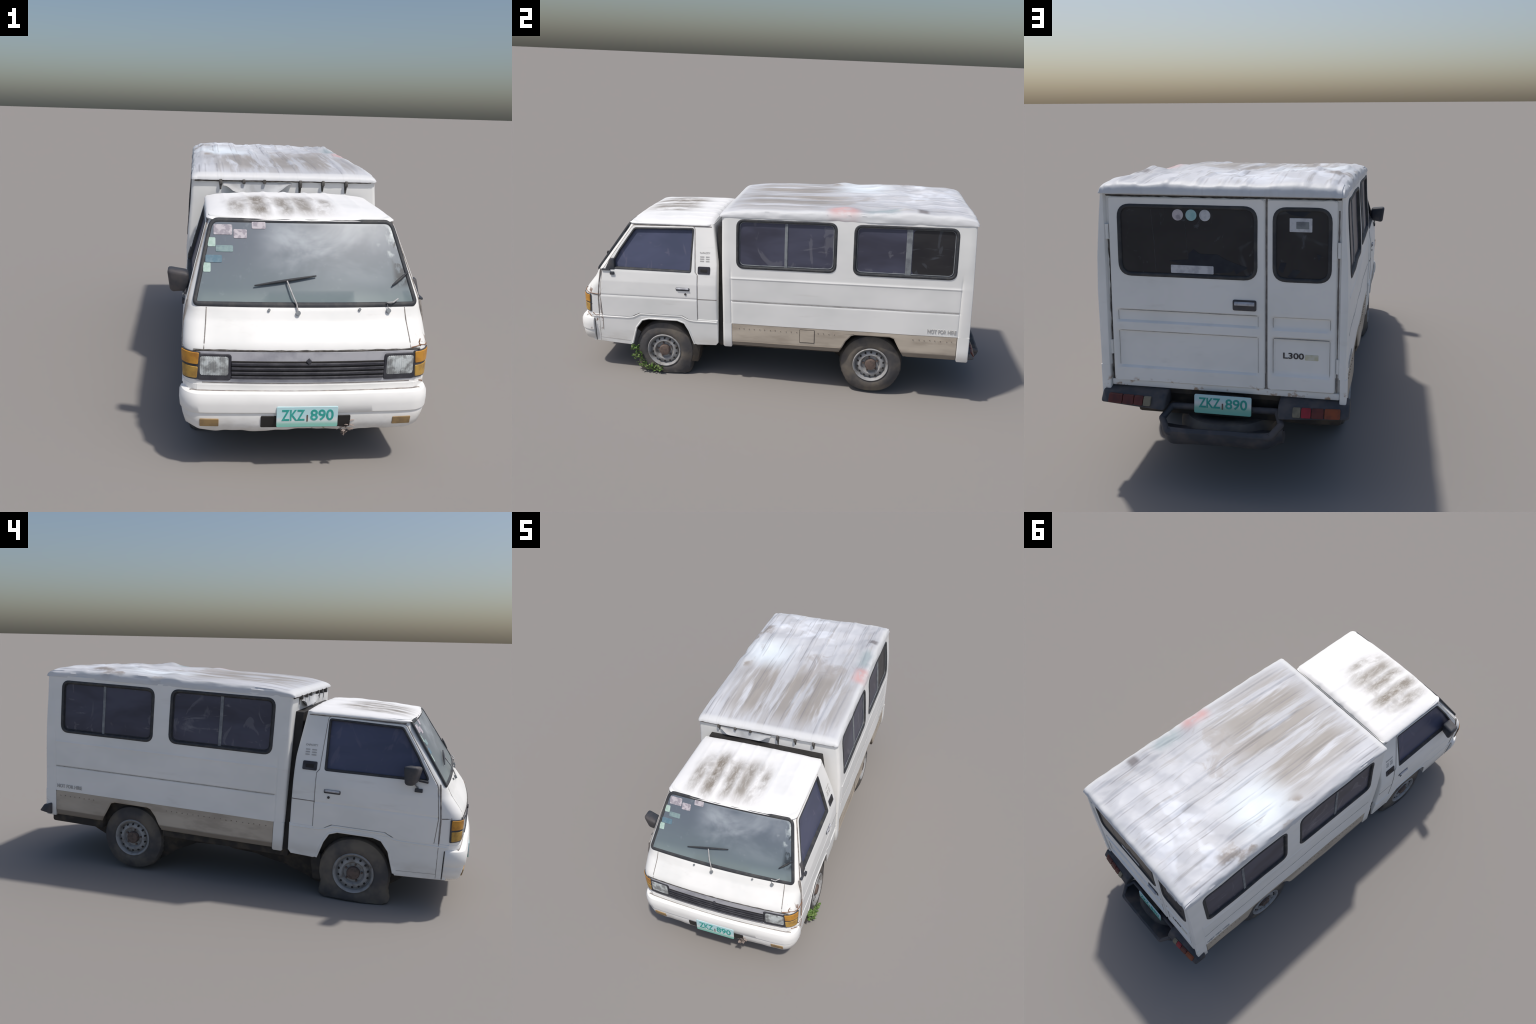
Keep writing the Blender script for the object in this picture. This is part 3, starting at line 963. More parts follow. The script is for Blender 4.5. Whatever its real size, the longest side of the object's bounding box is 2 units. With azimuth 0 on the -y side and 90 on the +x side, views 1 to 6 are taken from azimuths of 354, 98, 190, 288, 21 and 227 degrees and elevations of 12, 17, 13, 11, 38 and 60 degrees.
def box_outline(z):
    w, yr = box_w(z), interp(z, BOX_R)
    r = 0.014
    side = [y for y in frange(BOX_F + r, 0.900, 0.02)]
    for c in (-0.195, 0.866):
        side += [c - 0.004, c, c + 0.004]
    side = sorted(set(round(y, 5) for y in side))
    groove = -0.0030 * math.exp(-((z - 0.431) / 0.0035) ** 2) + 0.0022 * math.exp(-((z - 0.546) / 0.004) ** 2)

    def wall(y, s):
        o = dent(y, z, s)
        inside = sstep(-0.199, -0.191, y) * (1 - sstep(0.862, 0.870, y))
        g = groove * inside
        g -= 0.0028 * (math.exp(-((y + 0.195) / 0.003) ** 2) + math.exp(-((y - 0.866) / 0.003) ** 2)) * (1 - sstep(0.58, 0.60, z))
        return box_w(z, s) + o + g
    wr, wl = w, box_w(z, -1)
    rr = 0.006
    pts = []
    for i in range(9):
        pts.append(((wr - r) * i / 8, BOX_F))
    for i in range(1, 4):
        a = math.pi / 2 * i / 4
        pts.append((wr - r + r * math.sin(a), BOX_F + r - r * math.cos(a)))
    for y in side:
        pts.append((wall(y, 1), y))
    pts.append((wr - 0.002, yr - 0.002))
    pts.append((wr - rr, yr))
    pts += [(0.352, yr), (0.347, yr - REAR_RECESS)]
    for i in range(1, 8):
        pts.append((0.347 - 0.694 * i / 8, yr - REAR_RECESS))
    pts += [(-0.345, yr - REAR_RECESS), (-0.349, yr), (-wl + rr, yr), (-wl + 0.002, yr - 0.002)]
    for y in reversed(side):
        pts.append((-wall(y, -1), y))
    for i in range(1, 4):
        a = math.pi / 2 * i / 4
        pts.append((-(wl - r) - r * math.cos(a), BOX_F + r - r * math.sin(a)))
    for i in range(8, 0, -1):
        pts.append((-(wl - r) * i / 8, BOX_F))
    return pts


lv = set(frange(0.315, 0.845, 0.02))
for g in (0.431, 0.546):
    lv |= {g - 0.008, g - 0.004, g - 0.002, g, g + 0.002, g + 0.004, g + 0.008}
box = stack("passenger_box", sorted(lv), box_outline, M_PAINT)

# cargo roof: ribbed, crumpled sheet folded over the eaves
half = [(0.3618, 0.0), (0.3618, 0.22), (0.3600, 0.46), (0.353, 0.66), (0.33, 0.79), (0.27, 0.87), (0.18, 0.87), (0.08, 0.85), (0.0, 0.84)]
rxs = smoothed(dense(mirror_profile(half), 0.0045), 4)
rys = smoothed(dense([(-0.247, 0.0), (-0.247, 0.24), (-0.242, 0.42), (-0.220, 0.58), (-0.165, 0.76), (-0.11, 0.88), (0.0, 0.95), (0.25, 1.0), (0.7, 1.0), (0.84, 0.92), (0.89, 0.78), (0.910, 0.58), (0.917, 0.28), (0.918, 0.0)], 0.007), 3)
RIBS = (-0.315, -0.245, -0.156, -0.076, -0.006, 0.064, 0.153, 0.245, 0.31)


def roof_bend(x, y, hx, hy):
    m = sstep(0.35, 0.75, hx * hy)
    wob = 0.006 * nz(0, y, x, 3.0, 6)
    rib = 0.0
    for r in RIBS:
        k = 0.35 + 0.65 * sstep(-0.25, 0.25, nz(r * 9, y * 3, 0, 1.0, 3))
        d = (x - r - wob) / 0.010
        rib += k * math.exp(-d ** 4)
    rough = 0.45 + 0.55 * sstep(0.15, 0.4, y)
    dz = 0.0045 * rib * m + rough * m * (0.008 * nz(x, y * 0.7, 0, 7, 1) + 0.004 * nz(x, y * 0.6, 0, 18, 5))
    # sharp crumples of loosened sheet toward the back
    cr = abs(nz(x, y, 0, 11, 9))
    dz += 0.008 * m * sstep(0.3, 0.6, y) * (0.22 - cr)
    # torn flap lifted along the right eave
    fl = math.exp(-((x - 0.30) / 0.035) ** 2)
    dz += fl * (0.015 * math.exp(-((y - 0.60) / 0.045) ** 2) - 0.010 * math.exp(-((y - 0.46) / 0.06) ** 2) + 0.010 * math.exp(-((y - 0.33) / 0.05) ** 2))
    dz += 0.010 * math.exp(-((x + 0.31) / 0.04) ** 2) * (math.exp(-((y - 0.30) / 0.05) ** 2) + 0.7 * math.exp(-((y - 0.62) / 0.07) ** 2))
    dz += 0.009 * m * math.exp(-((x + 0.24) / 0.09) ** 2) * math.exp(-((y - 0.66) / 0.17) ** 4)
    # faceted buckles where the sheet has come loose
    fold = abs(((x * 5.1 + y * 3.7 + 0.6 * nz(x, y, 0, 4, 5)) % 1.0) - 0.5) + abs(((x * 3.3 - y * 6.1 + 0.5 * nz(x, y, 0, 5, 2)) % 1.0) - 0.5)
    dz += 0.008 * m * (fold - 0.55) * sstep(0.35, 0.6, y)
    # the sheet sags between its edges, deepest behind the cab
    dz -= 0.010 * m * math.exp(-((x + 0.02) / 0.17) ** 2) * math.exp(-((y - 0.14) / 0.28) ** 2)
    e = 0.0035 * nz(x * 0.3, y, hx, 11, 8) + 0.0015 * nz(x, y, hx, 30, 2)
    ex = e * (1 if x > 0 else -1) if abs(x) > 0.33 else 0.0
    ey = e if y > 0.88 or y < -0.2 else 0.0
    return (ex, ey, dz + 0.4 * e * (1 - m))


cargo_roof = roof_cap("cargo_roof", rxs, rys, 0.838, 0.053, M_ROOF, roof_bend, 0.008)
# drip seam, hooks and stains under the front lip
seam("front_lip_seam", [(-0.345, 0.834), (0.345, 0.836)], box_front, 0.006, M_STAIN, 0.0095, jitter=0.8)
for x, h in ((-0.245, 0.024), (-0.156, 0.020), (-0.076, 0.018), (0.064, 0.040), (0.153, 0.026), (0.245, 0.030)):
    hk = block("roof_hook", (x - 0.006, BOX_F - 0.016, 0.836 - h * 0.6), (x + 0.006, BOX_F + 0.004, 0.841), M_STAIN, bevel=0.003)
    patch("drip_stain", fillet([(x - 0.007, 0.834), (x + 0.007, 0.834), (x + 0.003, 0.834 - h * 1.4), (x - 0.003, 0.834 - h * 1.4)], 0.002), box_front, 0.001, -0.003, M_STAIN, 0.02, 0.0, parent=hk)
# loose sheet curling off the front wall above the cab
cv, cf = [], []
nxs = frange(-0.235, 0.03, 0.012)
for x in nxs:
    curl = (0.5 + 0.5 * math.sin(x * 27 + 1.2) + 0.5 * nz(x, 0, 0, 14, 2)) * sstep(-0.24, -0.20, x)
    for k in range(7):
        t = k / 6
        cv.append(Vector((x, BOX_F - 0.004 - 0.014 * t * t * (0.4 + curl), 0.828 - (0.012 + 0.032 * sstep(-0.235, -0.19, x) * (1 - sstep(-0.03, 0.03, x))) * t + 0.012 * curl * t * t)))
for i in range(len(nxs) - 1):
    for k in range(6):
        cf.append([i * 7 + k, i * 7 + k + 1, (i + 1) * 7 + k + 1, (i + 1) * 7 + k])
n0 = len(cv)
cv += [v + Vector((0, 0.003, 0)) for v in cv[:n0]]
cf += [[j + n0 for j in reversed(f)] for f in cf[:]]
for i in range(len(nxs) - 1):
    for k in (0, 6):
        a, b = i * 7 + k, (i + 1) * 7 + k
        cf.append([a, b, b + n0, a + n0])
for i in (0, len(nxs) - 1):
    for k in range(6):
        a, b = i * 7 + k, i * 7 + k + 1
        cf.append([a, b, b + n0, a + n0])
add("loose_wall_sheet", cv, cf, M_LOOSE, root, 50)

# side windows
for s in (1, -1):
    m = box_side(s)
    for y0, y1, z0, z1, dv, wd in ((-0.162, 0.294, 0.602, 0.824, 0.066, 0.014), (0.381, 0.832, 0.596, 0.820, 0.622, 0.026 if s > 0 else 0.012)):
        o = rrect(y0, y1, z0, z1, 0.032)
        cut(box, o, m, 0.009)
        g = patch("side_window", o, m, -0.0075, -0.013, M_GLASS, 0.05, 0.0008)
        ring("window_gasket", o, 0.013, m, 0.003, -0.009, M_RUBBER, parent=g)
        patch("window_divider", rrect(dv - wd / 2, dv + wd / 2, z0 + 0.004, z1 - 0.006, 0.001, 2), m, -0.0045, -0.009, M_FRAME, 0.05, 0.001, parent=g)
        if s > 0 and y0 > 0:
            # the rear sash is slid open on the dark cabin
            patch("open_sash", rrect(dv + 0.016, y1 - 0.012, z0 + 0.012, z1 - 0.010, 0.020), m, -0.0065, -0.010, M_REARGLASS, 0.05, 0.0005, parent=g)
        inner = rrect(y0 + 0.010, y1 - 0.010, z0 + 0.010, z1 - 0.008, 0.026)
        ring("window_track", inner, 0.005, m, -0.0055, -0.009, M_FRAME if s > 0 else M_RUBBER, parent=g)

for s in (1, -1):
    seam("side_groove_dirt", [(-0.190, 0.4315), (0.862, 0.4315)], box_side(s), 0.0038, M_GROOVE, -0.0009, jitter=0.5)

# brown skirts with the rear wheel opening
ARCH_REAR = [(0.322, 0.190), (0.326, 0.208), (0.352, 0.260), (0.378, 0.290), (0.395, 0.296), (0.560, 0.297), (0.580, 0.290), (0.603, 0.245), (0.628, 0.200)]
for s in (1, -1):
    def sk(y, z, o, s=s):
        w = box_w(z, s) + interp(z, [(0.19, -0.012), (0.222, 0.0), (0.32, 0.0)])
        return (s * (w + o + dent(y, z, s)), y, z)
    poly = [(-0.192, 0.200), (0.326, 0.198)] + ARCH_REAR[1:] + [(0.640, 0.197), (0.863, 0.196), (0.863, 0.315), (-0.192, 0.317)]
    skirt = patch("side_skirt", poly, sk, -0.001, -0.016, M_SKIRT, 0.06, 0.002, stepb=0.0105)
    seam("skirt_bend", [(-0.190, 0.2215), (0.330, 0.2215)], sk, 0.004, M_SKIRT, 0.0003, parent=skirt)
    # rows of rivets
    rv, rf = [], []
    for y in frange(-0.16, 0.30, 0.026) + frange(0.665, 0.84, 0.026):
        z = 0.292 + 0.003 * nz(y, 0, s, 30)
        y += 0.005 * nz(y, 3, s, 40)
        b = len(rv)
        for k in range(6):
            a = 2 * math.pi * k / 6
            rv.append(Vector(sk(y + 0.003 * math.cos(a), z + 0.003 * math.sin(a), -0.002)))
        for k in range(6):
            a = 2 * math.pi * k / 6
            rv.append(Vector(sk(y + 0.0018 * math.cos(a), z + 0.0018 * math.sin(a), 0.0012)))
        for k in range(6):
            l = (k + 1) % 6
            rf.append([b + k, b + l, b + 6 + l, b + 6 + k])
        rf.append([b + 6 + k for k in range(6)])
        rf.append([b + k for k in range(6)])
    rr = add("skirt_rivets", rv, rf, M_RIVET, skirt, 0)
    rr["kind"] = "stuff"
    if s > 0:
        patch("fuel_flap", rrect(0.137, 0.206, 0.240, 0.304, 0.004), sk, 0.0012, -0.002, M_SKIRT, 0.03, 0.0015, parent=skirt)
        seam("flap_seam", [(0.137, 0.240), (0.206, 0.240), (0.206, 0.304), (0.137, 0.304), (0.137, 0.240)], sk, 0.003, M_CHASSIS, 0.0008, parent=skirt)
    tube("skirt_arch_lip", [sk(a.x, a.y, -0.006) for a in resample(ARCH_REAR[1:], 0.012)], 0.004, M_SKIRT, skirt, 8)
    # corner posts reach below the box floor
    for y0, y1, zb, nm in ((BOX_F, -0.193, 0.195, "corner_post"), (0.865, 0.9186, 0.192, "corner_post")):
        xo = box_w(0.31, s) + dent((y0 + y1) / 2, 0.315, s)
        rad = [0.004, 0.012, 0.004, 0.004] if y0 < 0 else [0.004, 0.004, 0.005, 0.004]

        def post(z, y0=y0, y1=y1, xo=xo, rad=rad, s=s):
            e = 0.003 if z < 0.197 else 0.0
            o = fillet([(0.3505, y0 + e), (xo - e, y0 + e), (xo - e, y1 - e), (0.3505, y1 - e)], rad, 4)
            return [(s * x, y) for x, y in o]
        stack(nm, [0.192, 0.198, 0.25, 0.3149], post, M_PAINT)
    # stencilled notice
    m = box_side(s)
    if s > 0:
        text_on("notice_lettering", "NOT FOR HIRE", m, 0.727, 0.330, 0.857, 0.349, 0.0016, M_GREYINK)
    else:
        text_on("notice_lettering", "NOT FOR HIRE", m, 0.727, 0.330, 0.857, 0.347, 0.0016, M_GREYINK, flip=True)

# ------------------------------------------------------------------ rear doors
def pressed(rects, depth=0.007, edge=0.005):
    def f(a, b):
        d = 0.0
        for a0, a1, b0, b1 in rects:
            k = sstep(a0 - edge, a0, a) * (1 - sstep(a1, a1 + edge, a)) * sstep(b0 - edge, b0, b) * (1 - sstep(b1, b1 + edge, b))
            d = max(d, k)
        return -depth * d + 0.0009 * nz(a, b, 0.7, 10, 3)
    return f


ld = patch("rear_door", rrect(-0.130, 0.338, 0.268, 0.828, 0.008), box_rear, 0.010, -0.004, M_PAINT, 0.010, 0.003,
           disp=pressed([(-0.108, 0.316, 0.458, 0.488), (-0.108, 0.316, 0.316, 0.424)]), stepb=0.006)
rd = patch("rear_door", rrect(-0.336, -0.138, 0.270, 0.828, 0.008), box_rear, 0.010, -0.004, M_PAINT, 0.010, 0.003,
           disp=pressed([(-0.318, -0.157, 0.458, 0.488), (-0.318, -0.157, 0.320, 0.426)]), stepb=0.006)
for d, a0, a1 in ((ld, -0.104, 0.306), (rd, -0.316, -0.158)):
    o = rrect(a0, a1, 0.600, 0.803, 0.035)
    cut(d, o, box_rear, 0.02)
    g = patch("rear_window", o, box_rear, 0.007, -0.002, M_REARGLASS, 0.05, 0.0008, parent=d)
    ring("window_gasket", o, 0.012, box_rear, 0.0125, 0.001, M_RUBBER, parent=g)
    if d == ld:
        for x, mt in ((0.126, M_STICKER), (0.086, M_STICKERCYAN), (0.045, M_STICKERWHITE)):
            patch("round_sticker", [(x + 0.0165 * math.cos(t), 0.779 + 0.0165 * math.sin(t)) for t in [2 * math.pi * k / 24 for k in range(24)]], box_rear, 0.0082, 0.003, mt, 0.05, 0.0003, parent=g)
        patch("sticker", rrect(0.021, 0.150, 0.608, 0.632, 0.003), box_rear, 0.0082, 0.003, M_STICKERWHITE, 0.05, 0.0003, parent=g)
        # hole torn in the tint film
        patch("torn_tint", [(0.156, 0.644), (0.096, 0.649), (0.096, 0.667), (0.081, 0.680), (0.062, 0.667), (0.009, 0.667), (-0.010, 0.656), (-0.040, 0.644), (-0.081, 0.631), (-0.046, 0.611), (-0.040, 0.624), (-0.032, 0.616), (0.017, 0.612), (0.092, 0.626)],
              box_rear, 0.0077, 0.003, M_TORN, 0.05, 0.0, parent=g)
        seam("tint_scratch", [(0.208, 0.795), (0.200, 0.70), (0.196, 0.61)], box_rear, 0.003, M_FRAME, 0.0077, parent=g)
        seam("tint_scratch", [(0.105, 0.76), (0.098, 0.65)], box_rear, 0.0025, M_FRAME, 0.0077, parent=g)
    else:
        for tri in ([(-0.176, 0.650), (-0.193, 0.650), (-0.182, 0.620), (-0.169, 0.630)], [(-0.212, 0.632), (-0.234, 0.628), (-0.216, 0.606), (-0.196, 0.610)], [(-0.278, 0.678), (-0.292, 0.674), (-0.284, 0.656)],
                    [(-0.185, 0.798), (-0.262, 0.797), (-0.240, 0.781), (-0.205, 0.787)]):
            patch("torn_tint", tri, box_rear, 0.0077, 0.003, M_TORN, 0.05, 0.0, parent=g)
        st = patch("sticker", rrect(-0.265, -0.201, 0.739, 0.778, 0.002), box_rear, 0.0082, 0.003, M_STICKERWHITE, 0.05, 0.0003, parent=g)
        patch("sticker_print", rrect(-0.256, -0.220, 0.748, 0.768, 0.002), box_rear, 0.0090, 0.004, M_FRAME, 0.05, 0.0002, parent=st)
for a0, a1 in ((-0.108, 0.316), (-0.318, -0.157)):
    for z in (0.490, 0.4255):
        seam("panel_edge_shadow_strip", [(a0, z), (a1, z)], box_rear, 0.0045, M_GROOVE, 0.0085, jitter=0.5)  # grey strips draw the shadow at the edges of the pressed recesses
    for z0, z1 in ((0.458, 0.488), (0.318, 0.424)):
        for a in (a0 - 0.002, a1 + 0.002):
            seam("panel_edge_shadow_strip", [(a, z0), (a, z1)], box_rear, 0.003, M_GROOVE, 0.0080, jitter=0.5)
seam("door_gap", [(-0.134, 0.262), (-0.134, 0.832)], box_rear, 0.006, M_SEAM, 0.001)
seam("door_gap", [(-0.345, 0.8335), (0.350, 0.8325)], box_rear, 0.008, M_STAIN, 0.003, jitter=0.8)
seam("door_gap", [(0.343, 0.265), (0.342, 0.70)], box_rear, 0.008, M_STAIN, 0.001, jitter=0.9)
seam("door_gap", [(-0.341, 0.270), (-0.340, 0.80)], box_rear, 0.005, M_SEAM, 0.001, jitter=0.6)
for x, z in ((-0.343, 0.350), (-0.343, 0.690), (0.346, 0.370), (0.346, 0.725)):
    tube("door_hinge", [(x, 0.904, z - 0.022), (x, 0.904, z + 0.022)], 0.006, M_PAINT, seg=10)
h = patch("door_handle", rrect(-0.106, -0.036, 0.505, 0.537, 0.006), box_rear, 0.013, 0.0, M_BLACKPLASTIC, 0.03, 0.001, parent=ld)
tube("handle_bar", [box_rear(-0.101 + 0.058 * t, 0.527, 0.017) for t in (0, .25, .5, .75, 1)], 0.0058, M_HANDLE, h, 10)
text_on("badge_lettering", "L300", box_rear, -0.245, 0.366, -0.184, 0.384, 0.0035, M_DARKINK, rd, flip=True, depth=0.0012)
patch("badge_plate", rrect(-0.287, -0.248, 0.364, 0.381, 0.002), box_rear, 0.0042, 0.0, M_YELLOW, 0.03, 0.0005, parent=rd)
block("rear_crossmember", (-0.349, 0.86, 0.262), (0.352, 0.8985, 0.318), M_PAINT, bevel=0.001)
block("rear_sill", (-0.350, 0.86, 0.247), (0.350, 0.9085, 0.268), M_PAINT, bevel=0.004)

# the coach-built box sits a touch askew on the frame: its tail drifts to the right
for ob in set(bpy.data.objects) - before_box:
    if ob.type == 'MESH':
        for v in ob.data.vertices:
            v.co.x += 0.004 * (v.co.y + 0.24) / 1.15 + (0.004 if ob.name == 'cargo_roof' else 0.0)
        ob.data.update()

# -------------------------------------------------------- rear lamps, plate, step
for s in (1, -1):
    def tap(q, s=s):
        x, y, z = q
        t = (abs(x) - 0.17) / 0.205
        if y > 0.94:
            y += (0.004 if z < 0.22 else -0.018) - 0.012 * t * t
            z = z + (0.010 * t if z < 0.22 else -0.016)
        return (x, y, z)
    lo, hi = sorted((s * 0.170, s * 0.378))
    hs = block("tail_lamp", (lo, 0.885, 0.196), (hi, 0.958, 0.252), M_BLACKPLASTIC, bevel=0.008, taper=tap, seg=3)

    def face(x, z, o, s=s):
        t = (abs(x) - 0.17) / 0.205
        return (x, 0.962 - 0.012 * t * t - 0.50 * max(0, z - 0.204) + o, z)
    cells = ((0.215, 0.238, M_CLEAR), (0.240, 0.268, M_BRIGHTRED if s < 0 else M_RED), (0.270, 0.305, M_RED), (0.307, 0.352, M_ORANGE if s < 0 else M_RED))
    for a, b, mt in cells:
        a0, a1 = sorted((s * a, s * b))
        patch("tail_lens", rrect(a0, a1, 0.208, 0.232, 0.004), face, 0.0015, -0.006, mt, 0.02, 0.001, parent=hs)
plate_map = lambda x, z, o: (x, 0.925 + 0.10 * (0.24 - z) + o, z)
number_plate(plate_map, -0.090, 0.084, 0.190, 0.246, 0.010, -1, root)
block("plate_bracket", (-0.06, 0.880, 0.225), (0.06, 0.928, 0.240), M_CHASSIS, bevel=0.003)

SECT = [(0.905, 0.125), (0.920, 0.140), (0.960, 0.147), (0.980, 0.160), (0.996, 0.166), (1.005, 0.158), (1.004, 0.138), (0.985, 0.112), (0.950, 0.098), (0.905, 0.096)]
sv, sf = [], []
xsn = frange(-0.186, 0.182, 0.012)
for x in xsn:
    t = abs(x + 0.002) / 0.184
    k = 1 - 0.45 * sstep(0.72, 1.0, t) ** 1.5
    for y, z in SECT:
        yy = 0.905 + (y - 0.905) * k
        zz = 0.140 + (z - 0.140) * (0.55 + 0.45 * k)
        sv.append(Vector((x, yy + 0.003 * nz(x, y, z, 20, 1), zz - 0.02 * x + 0.004 * nz(x, y, z, 14, 3))))
K = len(SECT)
for i in range(len(xsn) - 1):
    for k in range(K):
        l = (k + 1) % K
        sf.append([i * K + k, i * K + l, (i + 1) * K + l, (i + 1) * K + k])
sf.append(list(range(K)))
sf.append([(len(xsn) - 1) * K + k for k in reversed(range(K))])
step = add("rear_step", sv, sf, M_BLACKPLASTIC, root, 40)
loop = fillet([(-0.165, 0.0), (0.160, 0.0), (0.178, 0.5), (0.150, 1.0), (-0.155, 1.0), (-0.182, 0.5)], [0.02] * 6, 4)
tube("step_tube", [(x, 0.917 + 0.079 * v, 0.200 - 0.046 * v - 0.02 * x) for x, v in loop], 0.010, M_BLACKPLASTIC, step, 10, closed=True)

# ---------------------------------------------------------------------- wheels
def make_wheel(cy, cz, s, r_t, clear, outer_x, squash):
    w = 0.095
    prof = [(0.072, -w), (0.095, -w - 0.002), (0.120, -w + 0.002), (r_t - 0.006, -w + 0.012), (r_t, -w + 0.026), (r_t + 0.001, -0.05), (r_t, -0.026), (r_t - 0.006, -0.012),
            (0.122, -0.003), (0.104, 0.002), (0.090, 0.000), (0.083, -0.005)]
    v, f = lathe_x(prof, 72)
    out = []
    for p in v:
        z = cz + p.z
        y = cy + p.y
        x = p.x
        ground = clear - 0.0385 * y
        low = max(0.0, min(1.0, 1 - (z - ground) / 0.08))
        y = cy + p.y * (1 + squash * low * low) + 0.006 * low * nz(p.y, p.z, s, 18, 6)
        if z < ground:
            d = ground - z
            z = ground + 0.003 * (1 + nz(x, y, 0, 40, 3))
            x += 0.7 * d * (1 if x > -0.05 else -1)
        # tread blocks
        rr = math.hypot(p.y, p.z)
        if rr > r_t - 0.002:
            a = math.atan2(p.z, p.y)
            y += 0.0015 * math.cos(a) * (1 if int(a * 11.459) % 2 else -1)
        out.append(Vector((s * (outer_x + x), y, z)))
    whl = add("wheel", [Vector(p) for p in out], f, M_TYRE, root, 40)
    whl.name = "tyre"
    # steel rim: lip, well, ventilated dish, hub
    rp = [(0.0845, -0.012), (0.0855, -0.002), (0.0820, 0.003), (0.0775, 0.000), (0.0740, -0.010), (0.0715, -0.020), (0.0690, -0.021), (0.0640, -0.012), (0.0560, -0.007), (0.0480, -0.006), (0.0440, -0.012),
          (0.0400, -0.019), (0.0300, -0.019), (0.0, -0.019)]
    v, f = lathe_x(rp, 64)
    rim = add("wheel_rim", [Vector((s * (outer_x + p.x), cy + p.y, cz + p.z)) for p in v], f, M_RIM, root, 40)
    hv = []
    for k in range(14):
        a = 2 * math.pi * k / 14 + 0.2
        c = Vector((s * (outer_x - 0.0095), cy + 0.0615 * math.cos(a), cz + 0.0615 * math.sin(a)))
        tube("rim_hole", [c - Vector((s * 0.006, 0, 0)), c + Vector((s * 0.0018, 0, 0))], 0.0048, M_HOLE, rim, 8)
    hub = [(0.027, -0.022), (0.027, -0.004), (0.024, 0.002), (0.012, 0.004), (0.0, 0.004)]
    v, f = lathe_x(hub, 32)
    add("wheel_hub", [Vector((s * (outer_x + p.x), cy + p.y, cz + p.z)) for p in v], f, M_HUB, rim, 40)
    for k in range(5):
        a = 2 * math.pi * k / 5 + 0.5
        c = Vector((s * (outer_x - 0.018), cy + 0.035 * math.cos(a), cz + 0.035 * math.sin(a)))
        tube("wheel_nut", [c, c + Vector((s * 0.007, 0, 0))], 0.0045, M_HUB, rim, 6)
    # brake drum closes the wheel behind
    tube("brake_drum", [(s * (outer_x - 0.10), cy, cz), (s * (outer_x - 0.03), cy, cz)], 0.074, M_CHASSIS, whl, 24)


for s in (1, -1):
    make_wheel(-0.542, 0.142, s, 0.148, 0.000, 0.364, 0.62 if s < 0 else 0.45)
    make_wheel(0.477, 0.134, s, 0.147, 0.003, 0.355 if s > 0 else 0.345, 0.30)
for y, z in ((-0.54, 0.142), (0.475, 0.134)):
    tube("axle", [(-0.30, y, z), (0.30, y, z)], 0.018, M_CHASSIS, seg=12)
tube("drive_shaft", [(0, -0.45, 0.18), (0, 0.475, 0.134)], 0.014, M_CHASSIS, seg=10)

# spare wheel slung flat under the tail
v, f = lathe_x([(0.0, 0.02), (0.06, 0.022), (0.09, 0.03), (0.115, 0.028), (0.130, 0.010), (0.131, -0.010), (0.118, -0.028), (0.09, -0.030), (0.06, -0.022), (0.0, -0.02)], 48)
add("spare_tyre", [Vector((p.y * 1.15, 0.840 + p.z, 0.135 + p.x)) for p in v], f, M_TYRE, root, 40)

# chassis and wheel housings
block("chassis", (-0.245, -0.885, 0.195), (0.245, 0.895, 0.316), M_CHASSIS, bevel=0.006)
block("floor_pan", (-0.362, -0.22, 0.3085), (0.362, 0.895, 0.3145), M_CHASSIS, bevel=0.001)
block("floor_pan", (-0.356, -0.89, 0.3135), (0.356, -0.27, 0.3172), M_CHASSIS, bevel=0.001)
for s in (1, -1):
    for y0, y1, zb in ((-0.375, 0.318, 0.205), (0.640, 0.885, 0.205), (-0.89, -0.72, 0.185)):
        lo, hi = sorted((s * 0.24, s * 0.345))
        block("floor_beam", (lo, y0, zb), (hi, y1, 0.312), M_CHASSIS, bevel=0.004)
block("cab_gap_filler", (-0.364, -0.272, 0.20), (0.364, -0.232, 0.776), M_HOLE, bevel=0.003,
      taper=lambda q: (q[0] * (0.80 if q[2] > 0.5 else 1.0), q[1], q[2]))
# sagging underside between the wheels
SAG = [(-0.88, 0.175), (-0.74, 0.140), (-0.66, 0.075), (-0.60, 0.045), (-0.46, 0.040), (-0.36, 0.065), (-0.25, 0.105), (-0.10, 0.135), (0.05, 0.150), (0.18, 0.140), (0.28, 0.090), (0.36, 0.030), (0.58, 0.030), (0.64, 0.110), (0.72, 0.145), (0.88, 0.150)]
uv, uf = [], []
uys = frange(-0.88, 0.88, 0.02)
for y in uys:
    zb = interp(y, SAG)
    for x, k in ((-0.325, 0.0), (-0.315, 0.75), (-0.29, 1.0), (-0.1, 0.95), (0.05, 0.95), (0.16, 0.9), (0.22, 0.7), (0.255, 0.0)):
        zz = 0.30 + (zb - 0.30) * k + 0.010 * k * nz(x, y, 0, 14, 2)
        uv.append(Vector((x + 0.008 * nz(x, y, 1, 17, 4), y, zz)))
for i in range(len(uys) - 1):
    for k in range(8):
        l = (k + 1) % 8
        uf.append([i * 8 + k, i * 8 + l, (i + 1) * 8 + l, (i + 1) * 8 + k])
uf.append(list(range(8)))
uf.append([(len(uys) - 1) * 8 + k for k in reversed(range(8))])
add("underbody", uv, uf, M_CHASSIS, root, 30)
block("tail_floor", (-0.352, 0.625, 0.158), (0.28, 0.895, 0.24), M_CHASSIS, bevel=0.012)
for s, zb in ((-1, 0.166), (1, 0.184)):
    lo, hi = sorted((s * 0.27, s * 0.352))
    block("sill_beam", (lo, -0.262, zb), (hi, 0.325, 0.215), M_CHASSIS, bevel=0.008)
